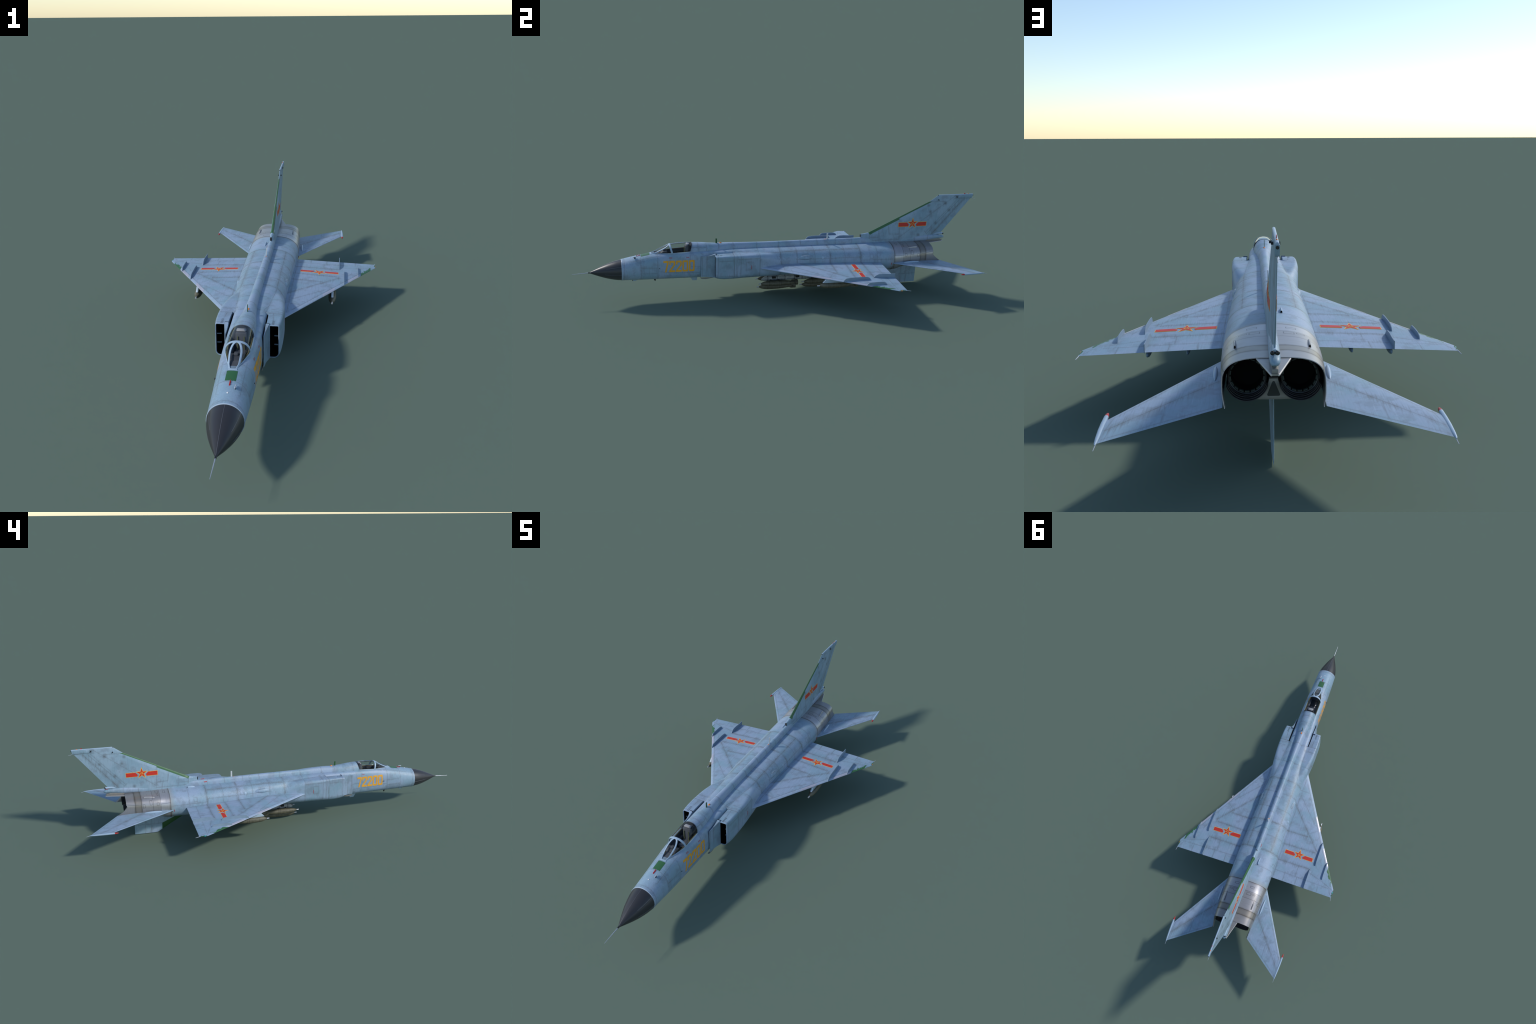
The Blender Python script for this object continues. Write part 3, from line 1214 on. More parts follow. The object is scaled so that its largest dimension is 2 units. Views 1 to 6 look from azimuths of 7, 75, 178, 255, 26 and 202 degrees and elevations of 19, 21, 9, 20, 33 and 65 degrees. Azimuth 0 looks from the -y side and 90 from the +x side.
M_INTAKE = paint("faded_blue_intake_paint", intake_lines, intake_tone, 'z')
for side in (1, -1):
    outer_y = arange(-.3520, JOIN + .0003, .005)
    rings = []
    for yy, ins in ((-.2640, .0045), (-.2900, .0045), (-.3400, .0040), (-.3490, .0030), (-.3512, .0022), (-.3522, .0012)):
        rings.append(nac_ring(max(yy, -.352), side, ins, yy))
    rings += [nac_ring(y, side) for y in outer_y]
    v, f = loft(rings, True, True, True)
    intake = make("air_intake", v, f, [M_INTAKE, M_BLACK], fuselage, 32)
    n_ring = len(rings[0])
    n_poly = len(intake.data.polygons)
    for p in intake.data.polygons:
        if p.index < 3 * n_ring or p.index == n_poly - 2:
            p.material_index = 1
    # duct vanes
    for z in (.1805, .1510):
        prism("duct_vane", [(side * .0985, -.3360), (side * .0820, -.3340), (side * .0825, -.3300), (side * .0985, -.3300)], 2, z - .0009, z + .0009,
              M_FENCE, intake)
    # louvres on top
    for k in range(4):
        y = -.3440 + .0076 * k
        zt = NAC[3](y)
        box("louvre", (min(side * .0745, side * .0830), y - .0009, zt - .002), (max(side * .0745, side * .0830), y + .0009, zt + .00015), M_BLACK, intake)
    # boundary-layer splitter plate with its ramp
    plate = [(.0580, -.4140, .1130, .2150), (.0590, -.4090, .1125, .2155), (.0602, -.3880, .1120, .2160),
             (.0625, -.3700, .1105, .2185), (.0660, -.3560, .1095, .2235), (.0685, -.3480, .1090, .2262), (.0700, -.3400, .1090, .2225)]
    rings = []
    for i, (px, py, z0, z1) in enumerate(plate):
        rings.append([(side * px, py, z0), (side * px, py, z1), (side * .0572, py, z1), (side * .0572, py, z0)])
    v, f = loft(rings)

    def plate_lines(x, y, z):
        return segs(y, z, [((-.3870, .11), (-.3870, .22)), ((-.4085, .113), (-.4085, .215)), ((-.4085, .1175), (-.387, .1165))]), None
    if side == 1:
        M_PLATE = paint("faded_blue_plate_paint", plate_lines, None, 'z')
    make("splitter_plate", v, f, M_PLATE, intake, 30)
    # black solid strip modelled for the shadow inside the boundary-layer slot
    prism("slot_shadow_strip", [(-.4060, .1120), (-.4060, .2060), (-.2640, .2190), (-.2630, .2190), (-.2630, .1120)], 0,
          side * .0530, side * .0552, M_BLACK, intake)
    # short black bar just behind the plate's top rear edge
    box("lip_black_bar", (min(side * .0560, side * .0690), -.3474, .2215), (max(side * .0560, side * .0690), -.3440, .2258), M_BLACK, intake)
    # thin grey strake below
    prism("belly_strake", [(-.4180, .1060), (-.3520, .1040), (-.3900, .0985), (-.4100, .1000)], 0, side * .050, side * .0535, M_KEEL, intake)

# ------------------------------------------------------------------ side bulges and access covers
for side in (1, -1):
    rings = []
    for i in range(17):
        t = i / 16
        y = .040 + .092 * t
        k = math.sin(pi * t) ** .6 + .02
        xb = body_x(y, .193)
        rings.append([(side * (xb - .006 + .0110 * k * max(0, math.cos(a)) - .0005), y, .193 + .013 * k * math.sin(a)) for a in
                      [2 * pi * j / 20 for j in range(20)]])
    v, f = loft(rings)
    make("side_blister", v, f, M_BODY, fuselage, 60)
    # round filler cap
    rings = []
    xb = body_x(.172, .193)
    for dx, r in ((-.004, .0062), (.0006, .0060), (.0010, .0052)):
        rings.append([(side * (body_x(.172, .193 + r * math.sin(a)) + dx), .172 + r * math.cos(a), .193 + r * math.sin(a))
                      for a in [2 * pi * j / 20 for j in range(20)]])
    v, f = loft(rings)
    make("filler_cap", v, f, M_FRAME, fuselage, 40)
    # red dash marks
    box("rescue_mark", (side * (NAC[0](-.1816) - .0006) - .0010, -.1826, .1570), (side * (NAC[0](-.1816) - .0006) + .0010, -.1806, .1755), M_RED, fuselage)
    box("rescue_mark", (side * .0990 - .004, .5290, .1420), (side * .0990 + .004, .5312, .1520), M_RED, fuselage)

# ------------------------------------------------------------------ tail fin
FIN = profile([    # z, leading edge y, trailing edge y, half-thickness
    (.2220, .3930, .7620, .0110),
    (.2350, .3930, .8080, .0106),
    (.2550, .3935, .8250, .0100),
    (.2725, .3950, .8395, .0095),
    (.2765, .4200, .8427, .0093),
    (.2785, .4345, .8443, .0092),
    (.3100, .4999, .8696, .0078),
    (.3600, .6035, .9097, .0060),
    (.4000, .6864, .9419, .0047),
    (.4305, .7494, .9664, .0038),
    (.4460, .7712, .9788, .0034),
    (.4600, .7909, .9850, .0030),
    (.4625, .7955, .9860, .0022),
])


def fin_lin(tab):
    return lambda z: float(np.interp(z, FIN[0].x, FIN[tab].y))


fin_le, fin_te, fin_h = fin_lin(0), fin_lin(1), fin_lin(2)


def fin_foil(t):
    return max(.10, min(1, 1.05 * min(1, (t / .16)) ** .5)) * (1 if t < .45 else 1 - .88 * ((t - .45) / .55) ** 1.3)


def fin_x(y, z):
    a, b = fin_le(z), fin_te(z)
    return fin_h(z) * fin_foil((y - a) / (b - a))


def fin_lines(x, y, z):
    fine = segs(y, z, [((.5992, .2497), (.8897, .4592)), ((.7449, .2693), (.9009, .4397)), ((.752, .262), (.915, .4397)),
                       ((.5927, .3475), (.6004, .2398)), ((.538, .3125), (.5429, .2696)), ((.4878, .2870), (.4929, .2366)),
                       ((.7494, .4300), (.849, .4296)), ((.5429, .2696), (.5951, .2675)), ((.5692, .2666), (.5733, .2311)),
                       ((.4414, .2563), (.491, .2543)), ((.43, .240), (.60, .2400)), ((.7399, .2754), (.752, .262)),
                       ((.4404, .2669), (.4430, .2330)), ((.882, .4420), (.982, .4440))])
    main = segs(y, z, [((.7795, .256), (.9362, .4387))])
    return fine, main


def fin_over(nt, col, x, y, z, mid, streak):
    # sooty rivet patches
    for (py, pz) in ((.838, .420), (.7585, .378), (.862, .3827), (.7957, .3165), (.7056, .257), (.897, .4513), (.745, .412)):
        d = X.op('SQRT', (y - py) * (y - py) + (z - pz) * (z - pz))
        col = mix_color(nt, (1 - d.step(.0, .014)) * .75 * (mid * .6 + .5), col, (.09, .105, .115))
    # green dielectric leading edge
    d = ((y - .4340) * .4338 - (z - .2783) * .9010)       # perpendicular distance behind the leading edge
    wide = d.lt(.0112) * y.lt(.5935) + d.lt(.0062) * y.gt(.5934)
    g = wide.clamp() * z.lt(.4303) * (y + (z - .278) * .64).gt(.4348)
    return mix_color(nt, g, col, (.034, .120, .040))


def fin_tone(nt, x, y, z):
    t = (y - .7449) - (z - .2693) * .9155
    return .5 - t.gt(0) * .14 + (y.lt(.593) * y.gt(.489)) * -.10


M_FIN = paint("faded_blue_fin_paint", fin_lines, fin_tone, 'z', fin_over, base=(.280, .390, .485))
zs = sorted(set(arange(.2220, .4625, .006) + list(FIN[0].x)))
rings = []
nt_ = 48
for z in zs:
    a, b = fin_le(z), fin_te(z)
    h = fin_h(z)
    ts = [.5 - .5 * math.cos(pi * k / nt_) for k in range(nt_ + 1)]
    up = [(h * fin_foil(t), a + (b - a) * t, z) for t in ts]
    rings.append(up + [(-p[0], p[1], p[2]) for p in up[::-1]])
v, f = loft(rings)
fin = make("tail_fin", v, f, M_FIN, root, 35)
# cap rail along the top, aerial fittings
rings = []
for y, k, zc in ((.7935, .3, .4610), (.7955, .8, .4612), (.80, 1, .4615), (.90, 1, .4622), (.985, 1, .4628), (.9860, .7, .4628)):
    rings.append([(.0029 * k * math.cos(a), y, zc + .0030 * k * math.sin(a)) for a in [2 * pi * j / 14 for j in range(14)]])
v, f = loft(rings)
make("fin_cap", v, f, M_FRAME, fin, 40)
prism("fin_tail_housing", [(.905, .4440), (.9815, .4440), (.9865, .4620), (.905, .4600)], 0, -.0036, .0036, M_FIN, fin, .0006)
tube([(0, .7925, .4612), (0, .7965, .4612)], .0022, M_BLACKPAINT, "warning_sensor", fin, 10)
tube([(0, .985, .4580), (0, .9885, .4580)], .0026, M_BLACKPAINT, "warning_sensor", fin, 12)
for y, z in ((.7967, .4387), (.8971, .4513)):
    for s in (1, -1):
        h = fin_x(y, z)
        tube([(s * (h - .001), y, z), (s * (h + .0045), y, z)], .0026, M_BLACKPAINT, "side_sensor", fin, 12)
prism("red_beacon_blade", [(.934, .463), (.944, .463), (.943, .4690), (.937, .4700)], 0, -.0006, .0006, M_RED, fin)
ellipsoid("tail_lamp", (0, .9605, .4655), (.0018, .0035, .0018), M_ORANGE, fin)
tube([(0, .977, .4440), (0, 1.0005, .4390)], [.0010, .0005], M_RODGREY, "static_wick", fin, 6)
# small ram-air intake at the fin root
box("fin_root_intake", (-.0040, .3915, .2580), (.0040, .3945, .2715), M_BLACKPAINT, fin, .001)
# boat-shaped parachute fairing at the fin base
FAIR = profile([(.5600, .0085, .2300, .0060), (.6200, .0092, .2340, .0110), (.7000, .0096, .2375, .0140), (.7600, .0100, .2405, .0145),
                (.8000, .0100, .2430, .0118), (.8300, .0098, .2435, .0090), (.8450, .0085, .2428, .0068), (.8520, .0050, .2418, .0038), (.8545, .0008, .2412, .0006)])
rings = []
for y in arange(.560, .8545, .0055):
    w, zc, h = [c(y) for c in FAIR]
    rings.append([(w * spow(math.cos(a), .9), y, zc + h * spow(math.sin(a), .9)) for a in [2 * pi * j / 32 for j in range(32)]])
v, f = loft(rings)


def fair_lines(x, y, z):
    return dist_any(y, [.6880, .7590, .835]), None


make("parachute_fairing", v, f, paint("faded_blue_fairing_paint", fair_lines, None, 'z'), fin, 50)
tube([(0, .790, .2580), (0, .8160, .2605), (0, .8440, .2600)], [.0020, .0052, .0050], M_FRAME, "rear_sensor_pod", fin, 14)
for s in (1, -1):
    ellipsoid("rear_lens", (s * .0042, .8450, .2590), (.0042, .0036, .0040), M_BLACKPAINT, fin)
prism("fairing_wedge", [(.7560, .2215), (.7560, .2370), (.8100, .2370), (.8420, .2300), (.8430, .2225)], 0, -.0055, .0055, M_KEEL, fin, .0012)

# ------------------------------------------------------------------ ventral fin
vf = profile([(.0000, .6030, .7172, .0030), (.0130, .5808, .7168, .0034), (.0470, .5230, .7164, .0042), (.1000, .4290, .7158, .0055), (.1300, .3900, .7155, .0060)])
v_le, v_te, v_h = vf
rings = []
for z in sorted(set(arange(0, .130, .005) + [.013])):
    le = float(np.interp(z, v_le.x, v_le.y))
    a, b, h = le, v_te(z), v_h(z)
    ts = [.5 - .5 * math.cos(pi * k / 24) for k in range(25)]
    up = [(h * fin_foil(t), a + (b - a) * t, z) for t in ts]
    rings.append(up + [(-p[0], p[1], p[2]) for p in up[::-1]])
v, f = loft(rings)


def vent_lines(x, y, z):
    return segs(y, z, [((.6351, 0), (.632, .10)), ((.60, .0471), (.716, .0471)), ((.665, .0), (.663, .10)), ((.58, .047), (.60, .0471))]), None


def vent_over(nt, col, x, y, z, mid, streak):
    # green front half: ahead of a stepped line
    step_y = (y - .5808).lt(0) * z.lt(.0471) + ((y - .539) + (z - .0664) * 2.2).lt(0) * z.gt(.0470)
    return mix_color(nt, step_y.clamp(), col, (.022, .080, .022))


make("ventral_fin", v, f, paint("faded_blue_ventral_paint", vent_lines, None, 'z', vent_over), root, 35)

# ------------------------------------------------------------------ tailplanes
S_LE = lambda ax: .5390 + 1.722 * (ax - .1046)
S_TE = lambda ax: .7985 + .7245 * (ax - .0875)
S_Z = lambda ax: .1478 - .0085 * (ax - .1)
S_H = lambda ax: .0062 - .0040 * (ax - .09) / .19


def stab_lines(x, y, z):
    ax = x.abs()
    main = segs(ax, y, [((.1000, .6750), (.2770, .8930))])
    fine = segs(ax, y, [((.1242, .6301), (.1522, .628)), ((.112, .57), (.272, .8450)), ((.2700, .835), (.2800, .935)), ((.10, .797), (.276, .9245)), ((.19, .80), (.19, .86))])
    return fine, main


def stab_tone(nt, x, y, z):
    return .5 - ((x.abs() - .10) * 1.2316 + .675 - y).lt(0) * .10


M_STAB = paint("faded_blue_tailplane_paint", stab_lines, stab_tone, 'y', None, line_str=.45)
for side in (1, -1):
    tp = planform("tailplane", arange(.0915, .2815, .0065), S_LE, S_TE, S_Z, S_H, side, M_STAB, 36)
    # anti-flutter weight at the tip
    rings = []
    for y, x, r in ((.8130, .2860, .0003), (.8165, .2860, .0020), (.8230, .2859, .0033), (.8310, .2858, .0040), (.8600, .2850, .0044), (.8900, .2840, .0042),
                    (.9200, .2825, .0034), (.9380, .2816, .0022), (.9430, .2812, .0006)):
        rings.append([(side * x + r * math.cos(a), y, S_Z(.283) + r * .95 * math.sin(a)) for a in [2 * pi * j / 18 for j in range(18)]])
    v, f = loft(rings)
    pod = make("tip_weight", v, f, [M_FRAME, M_RED], tp, 50)
    for p in pod.data.polygons:
        if p.center.y < .831:
            p.material_index = 1
    tube([(side * .2808, .936, .1462), (side * .2815, .9560, .1425)], [.0010, .0005], M_RODGREY, "static_wick", tp, 6)
    rings = []
    for i in range(15):
        t = i / 14
        k = math.sin(pi * t) ** .55 + .02
        rings.append([(side * (.1135 - .003 * t) + .0048 * k * math.cos(a), .590 + .086 * t, .1535 + .0062 * k * math.sin(a)) for a in
                      [2 * pi * j / 16 for j in range(16)]])
    v, f = loft(rings)
    make("pivot_fairing", v, f, M_FRAME, tp, 60)
    # dark hinge gap at the root leading edge
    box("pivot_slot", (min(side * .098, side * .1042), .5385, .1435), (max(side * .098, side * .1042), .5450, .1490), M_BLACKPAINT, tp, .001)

# ------------------------------------------------------------------ stores
def bomb_mesh():
    prof = Curve1D([0, .006, .016, .032, .055, .085, .120, .150, .176],
                   [.0032, .0062, .0100, .0130, .0142, .0141, .0124, .0092, .0056])
    rings = []
    for y in arange(0, .176, .004):
        r = prof(y)
        rings.append([(r * math.cos(a), y, r * math.sin(a)) for a in [2 * pi * k / 28 for k in range(28)]])
    v, f = loft(rings)
    mi = [0] * len(f)

    def add(vs, fs, idx):
        o = len(v)
        v.extend(vs)
        f.extend([tuple(o + i for i in q) for q in fs])
        mi.extend([idx] * len(fs))
    # nose fuze with its little vane
    a, b = loft([[(r * math.cos(t), y, r * math.sin(t)) for t in [2 * pi * k / 12 for k in range(12)]]
                 for y, r in ((.001, .0030), (-.0085, .0026), (-.0090, .0034), (-.0112, .0032), (-.0115, .0012))])
    add(a, b, 1)
    # four fins inside a ring
    for k in range(4):
        t = pi / 4 + pi / 2 * k
        c, s = math.cos(t), math.sin(t)
        w = .0006
        pts = [(.146, .0070), (.162, .0142), (.186, .0144), (.186, .0030), (.170, .0030)]
        vs = []
        for sg in (-1, 1):
            vs += [(c * r - s * w * sg, y, s * r + c * w * sg) for y, r in pts]
        n = len(pts)
        fs = [tuple(range(n)), tuple(range(n, 2 * n))] + [(i, (i + 1) % n, n + (i + 1) % n, n + i) for i in range(n)]
        add(vs, fs, 0)
    rr = [[(r * math.cos(t), y, r * math.sin(t)) for t in [2 * pi * k / 28 for k in range(28)]]
          for y, r in ((.172, .0124), (.186, .0124), (.186, .0116), (.172, .0116), (.172, .0124))]
    a, b = loft(rr, True, False, False)
    add(a, b, 0)
    me = bpy.data.meshes.new("bomb")
    me.from_pydata(v, [], f)
    me.materials.append(M_BOMB)
    me.materials.append(M_STEEL)
    for p, i in zip(me.polygons, mi):
        p.material_index = i
    bm = bmesh.new()
    bm.from_mesh(me)
    bmesh.ops.recalc_face_normals(bm, faces=bm.faces)
    bm.to_mesh(me)
    bm.free()
    shade(me, 40)
    return me


BOMB = bomb_mesh()


def hang(parent, loc, roll=0.0):
    ob = bpy.data.objects.new("bomb", BOMB)
    bpy.context.collection.objects.link(ob)
    ob.parent = parent
    ob.location = loc
    ob.rotation_euler = (0, roll, 0)
    return ob


# multiple ejector rack under the belly
rings = []
for y, k, zc in ((-.106, .10, .0570), (-.100, .50, .0580), (-.088, .80, .0605), (-.072, 1, .0625), (.270, 1, .0625), (.290, .8, .063), (.305, .3, .0635)):
    rings.append([(.0125 * k * spow(math.cos(a), .7), y, zc + .0125 * k * spow(math.sin(a), .7)) for a in [2 * pi * j / 24 for j in range(24)]])
v, f = loft(rings)
rack = make("bomb_rack", v, f, M_RACK, root, 40)
prism("rack_pylon", [(-.030, .100), (-.018, .074), (.205, .074), (.225, .100)], 0, -.0062, .0062, M_RACK, rack, .001)
for y in (-.062, -.02, .155, .20):
    for s in (1, -1):
        box("sway_brace", (min(s * .010, s * .0235), y - .003, .0520), (max(s * .010, s * .0235), y + .003, .0600), M_BLACKPAINT, rack, .0008)
    box("sway_brace", (-.004, y - .003, .0300), (.004, y + .003, .0540), M_RACK, rack, .0008)
for y in (-.045, .075, .175):
    box("rack_clamp", (-.0138, y - .010, .0640), (.0138, y + .010, .0745), M_BLACKPAINT, rack, .001)
random.seed(11)
for y0 in (-.1154, .1048):
    hang(rack, (0, y0, .0182), random.uniform(-.1, .1))
    for s in (1, -1):
        hang(rack, (s * .0338, y0 + random.uniform(-.001, .001), .0484), random.uniform(-.3, .3))
# outer wing pylons, one bomb each
for s in (1, -1):
    ax = .2525
    py = prism("wing_pylon", [(.1215, .1315), (.1360, .1475), (.2600, .1500), (.2450, .1310), (.2300, .1285)], 0, s * ax - .0042, s * ax + .0042,
               plain("pale_pylon_paint", (.36, .45, .53), .45), root, .0012)
    hang(py, (s * ax, .1085, .1175), .25 * s)

# ------------------------------------------------------------------ small fittings on the body
prism("blade_aerial", [(-.3375, .2540), (-.3375, .2805), (-.3310, .2805), (-.3290, .2540)], 0, -.0009, .0009, M_GREEN_DARK, spine)
ellipsoid("spine_lamp", (0, -.3140, .2575), (.0036, .0062, .0036), M_ORANGE, spine)
prism("white_aerial", [(.2165, .2520), (.2165, .2835), (.2235, .2835), (.2240, .2520)], 0, -.0009, .0009, plain("pale_grey_aerial", (.55, .57, .58), .4), spine)
box("small_orange_mark", (-.002, .2060, .2530), (.002, .2110, .2546), M_ORANGE, spine, .0005)

# green anti-dazzle panel: conformal patch
def top_patch(name, x0, x1, y0, y1, mat, off=.0005, nx=10, ny=8):
    top = [[(x0 + (x1 - x0) * i / nx, y0 + (y1 - y0) * j / ny) for i in range(nx + 1)] for j in range(ny + 1)]
    verts, faces = [], []
    for layer in (off, -.001):
        for row in top:
            for (px, py) in row:
                verts.append((px, py, body_z(py, px) + layer))
    w = nx + 1
    o = w * (ny + 1)
    for j in range(ny):
        for i in range(nx):
            a = j * w + i
            faces.append((a, a + 1, a + w + 1, a + w))
            faces.append((o + a, o + a + w, o + a + w + 1, o + a + 1))
    edge = [i for i in range(w)] + [j * w + nx for j in range(1, ny + 1)] + [ny * w + i for i in range(nx - 1, -1, -1)] + [j * w for j in range(ny - 1, 0, -1)]
    for a, b in zip(edge, edge[1:] + edge[:1]):
        faces.append((a, b, o + b, o + a))
    return make(name, verts, faces, mat, fuselage, 40)


top_patch("green_aerial_panel", -.0148, .0148, -.6880, -.6480, M_GREEN)
# row of red aerials, air-data vane, round lamp
for k in range(3):
    y = -.7060 + .0065 * k
    z = body_z(y, .0012)
    prism("red_rod_aerial", [(y - .0012, z - .001), (y - .0012, z + .0055), (y + .0010, z + .0060), (y + .0012, z - .001)], 0, .0002, .0016, M_RED, fuselage)
prism("red_aerial_base", [(-.7085, body_z(-.7085, 0) - .001), (-.7085, body_z(-.7085, 0) + .0010), (-.6905, body_z(-.6905, 0) + .0010), (-.6905, body_z(-.6905, 0) - .001)],
      0, -.0008, .0026, M_RED, fuselage)
zv = body_z(-.717, .0175)
prism("vane_stem", [(-.7190, zv - .001), (-.7200, zv + .0065), (-.7130, zv + .0065), (-.7110, zv - .001)], 0, .0168, .0182, M_BLACKPAINT, fuselage)
tube([(.0175, -.7260, zv + .0062), (.0175, -.7230, zv + .0066), (.0175, -.7090, zv + .0070)], [.0006, .0020, .0018], M_RODGREY, "air_data_vane", fuselage, 10)
ellipsoid("nose_lamp", (.0004, -.7365, body_z(-.7365, 0) + .0004), (.0026, .0032, .0016), M_WHITE, fuselage)
# flank probe (starboard only)
tube([(-.052, -.5920, .1640), (-.0585, -.5920, .1640)], .0011, M_BLACKPAINT, "flank_vane_stem", fuselage, 8)
tube([(-.0588, -.5985, .1640), (-.0588, -.5900, .1640)], [.0008, .0017], M_BLACKPAINT, "flank_vane", fuselage, 8)
box("flank_vane", (.0515, -.6085, .1628), (.0548, -.6050, .1645), M_BLACKPAINT, fuselage)
# blades below the nose
prism("belly_blade", [(-.4630, .1010), (-.4448, .0718), (-.4235, .0716), (-.4200, .1010)], 0, -.0058, -.0030, M_FRAME, fuselage, .0005)
prism("belly_spike", [(-.6320, .0990), (-.6240, .0812), (-.6210, .0812), (-.6160, .0990)], 0, -.0022, .0022, M_BLACKPAINT, fuselage, .0006)
prism("chin_fairing", [(-.7270, .0985), (-.7250, .0880), (-.7140, .0878), (-.6930, .0985)], 0, -.0055, .0055, M_FRAME, fuselage, .001)
box("chin_sensor", (-.0016, -.7280, .0868), (.0016, -.7245, .0985), M_BLACKPAINT, fuselage, .0005)
box("chin_lamp", (-.0015, -.7480, .0945), (.0015, -.7420, .0980), M_RED, fuselage, .0005)
ellipsoid("belly_bump", (-.012, -.655, .0975), (.003, .006, .003), M_STEEL, fuselage)

# ------------------------------------------------------------------ markings
def decal(name, polys, project, mat, parent, grid=.006, depth=.0010):
    """Thin raised plate from 2D polygons, cut on a grid and wrapped by project(u,v,h)."""
    bm = bmesh.new()
    for poly in polys:
        vs = [bm.verts.new((p[0], p[1], 0)) for p in poly]
        for t in tessellate_polygon([[Vector((p[0], p[1], 0)) for p in poly]]):
            bm.faces.new([vs[i] for i in t])
    us = [v.co.x for v in bm.verts]
    vs_ = [v.co.y for v in bm.verts]
    for ax, lo, hi in ((0, min(us), max(us)), (1, min(vs_), max(vs_))):
        n = int((hi - lo) / grid)
        for k in range(1, n + 1):
            c = lo + (hi - lo) * k / (n + 1)
            co = (c, 0, 0) if ax == 0 else (0, c, 0)
            no = (1, 0, 0) if ax == 0 else (0, 1, 0)
            bmesh.ops.bisect_plane(bm, geom=bm.verts[:] + bm.edges[:] + bm.faces[:], plane_co=co, plane_no=no)
    ret = bmesh.ops.extrude_face_region(bm, geom=bm.faces[:])
    for g in ret['geom']:
        if isinstance(g, bmesh.types.BMVert):
            g.co.z = -depth
    for v in bm.verts:
        v.co = Vector(project(v.co.x, v.co.y, v.co.z))
    bmesh.ops.recalc_face_normals(bm, faces=bm.faces)
    me = bpy.data.meshes.new(name)
    bm.to_mesh(me)
    bm.free()
    shade(me, 40)
    return add_object(name, me, parent, [mat])


def star(R, r=.40, rot=0, c=(0, 0)):
    pts = []
    for k in range(10):
        a = pi / 2 + rot + pi * k / 5
        q = R if k % 2 == 0 else R * r
        pts.append((c[0] + q * math.cos(a), c[1] + q * math.sin(a)))
    return pts


def grow(poly, d):
    """offset a counter-clockwise polygon outwards by d (mitred)"""
    n = len(poly)
    area = sum(poly[i][0] * poly[(i + 1) % n][1] - poly[(i + 1) % n][0] * poly[i][1] for i in range(n))
    s = 1 if area > 0 else -1
    out = []
    for i in range(n):
        p0, p1, p2 = Vector(poly[i - 1]), Vector(poly[i]), Vector(poly[(i + 1) % n])
        a, b = (p1 - p0).normalized(), (p2 - p1).normalized()
        na, nb = Vector((a.y, -a.x)) * s, Vector((b.y, -b.x)) * s
        m = (na + nb)
        m = m / max(.25, m.dot(na)) if m.length > 1e-6 else na
        out.append(tuple(p1 + m * d))
    return out


def roundel(project, parent, half, hbar, R):
    """five-pointed star with a bar either side; u along the bar, v towards the star's tip"""
    lift = R * .15                                   # the star sits a little above the bar's centre line
    e = .0016
    bars, rims = [], []
    h = hbar / 2
    for s in (1, -1):
        bars.append([(s * half, -h), (s * half, h), (s * .0310, h), (s * .0200, -.0008), (s * .0225, -h)])
        rims.append([(s * (half + e), -h - e), (s * (half + e), h + e), (s * .0318, h + e), (s * .0306, h - .0004),
                     (s * (half - e), h - e), (s * (half - e), -h + e), (s * .0222, -h + .0004), (s * .0230, -h - e)])
    outer = star(R, .382, 0, (0, lift))
    core = star(R * .80, .382, 0, (0, lift))
    decal("insignia_border", rims + [outer], lambda u, v, h: project(u, v, h + .00045), M_YELLOW, parent)
    decal("insignia", bars + [core], lambda u, v, h: project(u, v, h + .00085), M_FLAGRED, parent)
    k = R * .25
    glyph = [[(-k * .30, k * .80), (-k * .05, k * .80), (-k * .60, -k * .2), (-k * .90, -k * .2)],
             [(k * .05, k * .80), (k * .30, k * .80), (k * .90, -k * .2), (k * .60, -k * .2)],
             [(-k * .9, -k * .60), (k * .9, -k * .60), (k * .9, -k * .36), (-k * .9, -k * .36)]]
    glyph = [[(p[0], p[1] + lift) for p in g] for g in glyph]
    decal("insignia_emblem", glyph, lambda u, v, h: project(u, v, h + .0012), M_YELLOW, parent)


# wings (star tip points forward)
for side in (1, -1):
    def on_wing(u, v, h, side=side):
        ax = .1985 + u * side * 1.0
        y = .3180 - v
        return (side * ax, y, wing_top(ax, y) + h)
    roundel(on_wing, wing, .0730, .0180, .0305)
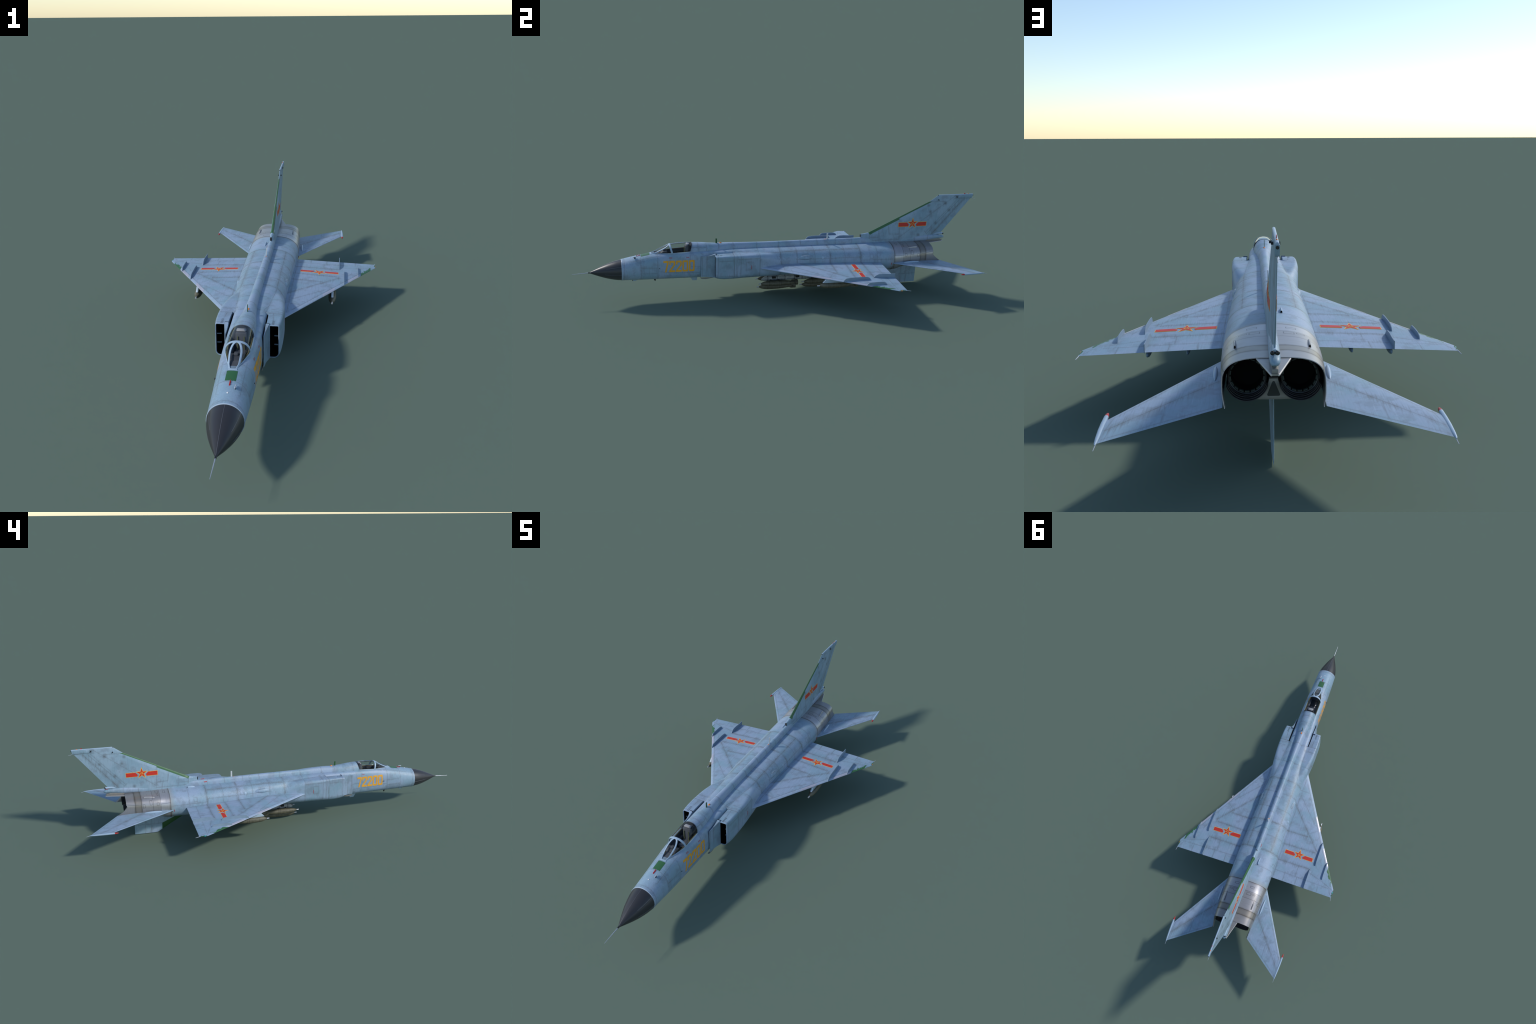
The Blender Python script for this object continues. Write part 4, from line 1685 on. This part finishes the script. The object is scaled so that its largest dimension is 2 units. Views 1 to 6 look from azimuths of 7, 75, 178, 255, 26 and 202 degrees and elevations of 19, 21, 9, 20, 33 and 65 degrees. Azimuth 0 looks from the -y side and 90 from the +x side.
# fin, both faces
for side in (1, -1):
    def on_fin(u, v, h, side=side):
        y = .6665 + u
        z = .3160 + v
        return (side * (fin_x(y, z) + h), y, z)
    roundel(on_fin, fin, .0755, .0200, .0310)

# serial number
W, H, T = 1.0, 1.0, .215
DIG = {
    '7': [[(0, 1), (1, 1), (1, .83), (.56, 0), (.27, 0), (.70, .83), (0, .83)]],
    '2': [[(0, .66), (0, .92), (.10, 1), (.90, 1), (1, .92), (1, .60), (.34, .165), (1, .165), (1, 0), (0, 0), (0, .15),
           (.73, .64), (.73, .835), (.27, .835), (.27, .66)]],
    '0': [[(0, .08), (.12, 0), (.88, 0), (1, .08), (1, .5), (.74, .5), (.74, .165), (.26, .165), (.26, .5), (0, .5)],
          [(0, .5), (.26, .5), (.26, .835), (.74, .835), (.74, .5), (1, .5), (1, .92), (.88, 1), (.12, 1), (0, .92)]],
}
cells = [(0.0, .0240), (.0265, .0540), (.0575, .0845), (.0875, .1145), (.1180, .1445)]
text = "72200"
for side in (1, -1):
    polys = []
    for ch, (a, b) in zip(text, cells):
        for poly in DIG[ch]:
            polys.append([(a + (b - a) * p[0], p[1] * .0555) for p in poly])

    def on_side(u, v, h, side=side):
        y = (-.5888 + u) if side == 1 else (-.4420 - u)
        z = .1428 + v
        return (side * (body_x(y, z) + .0005 + h), y, z)
    decal("serial_number", polys, on_side, M_DIGIT, fuselage, .005)
    # small red stencils
    marks = []
    for (y0, z0) in ((-.561, .2085), (-.483, .2085)):
        for k in range(2):
            marks.append([(y0, z0 + .003 * k), (y0 + .014, z0 + .003 * k), (y0 + .014, z0 + .0014 + .003 * k), (y0, z0 + .0014 + .003 * k)])
    if side == -1:
        marks = marks[2:]
    decal("red_stencil", marks, lambda u, v, h, side=side: (side * (body_x(u, v) + .0004 + h), u, v), plain("faded_red_stencil", (.36, .07, .09), .5), fuselage)


def on_spine(u, v, h):
    b, zt, n = [c(u) for c in SPINE]
    q = min(1, (v - .2195) / (zt - .2195))
    return (-(b * (1 - q ** n) ** (1 / n) + h + .0004), u, v)


decal("spine_red_mark", [[(.3480, .2425), (.3640, .2425), (.3640, .2460), (.3480, .2460)]], on_spine, M_RED, spine)
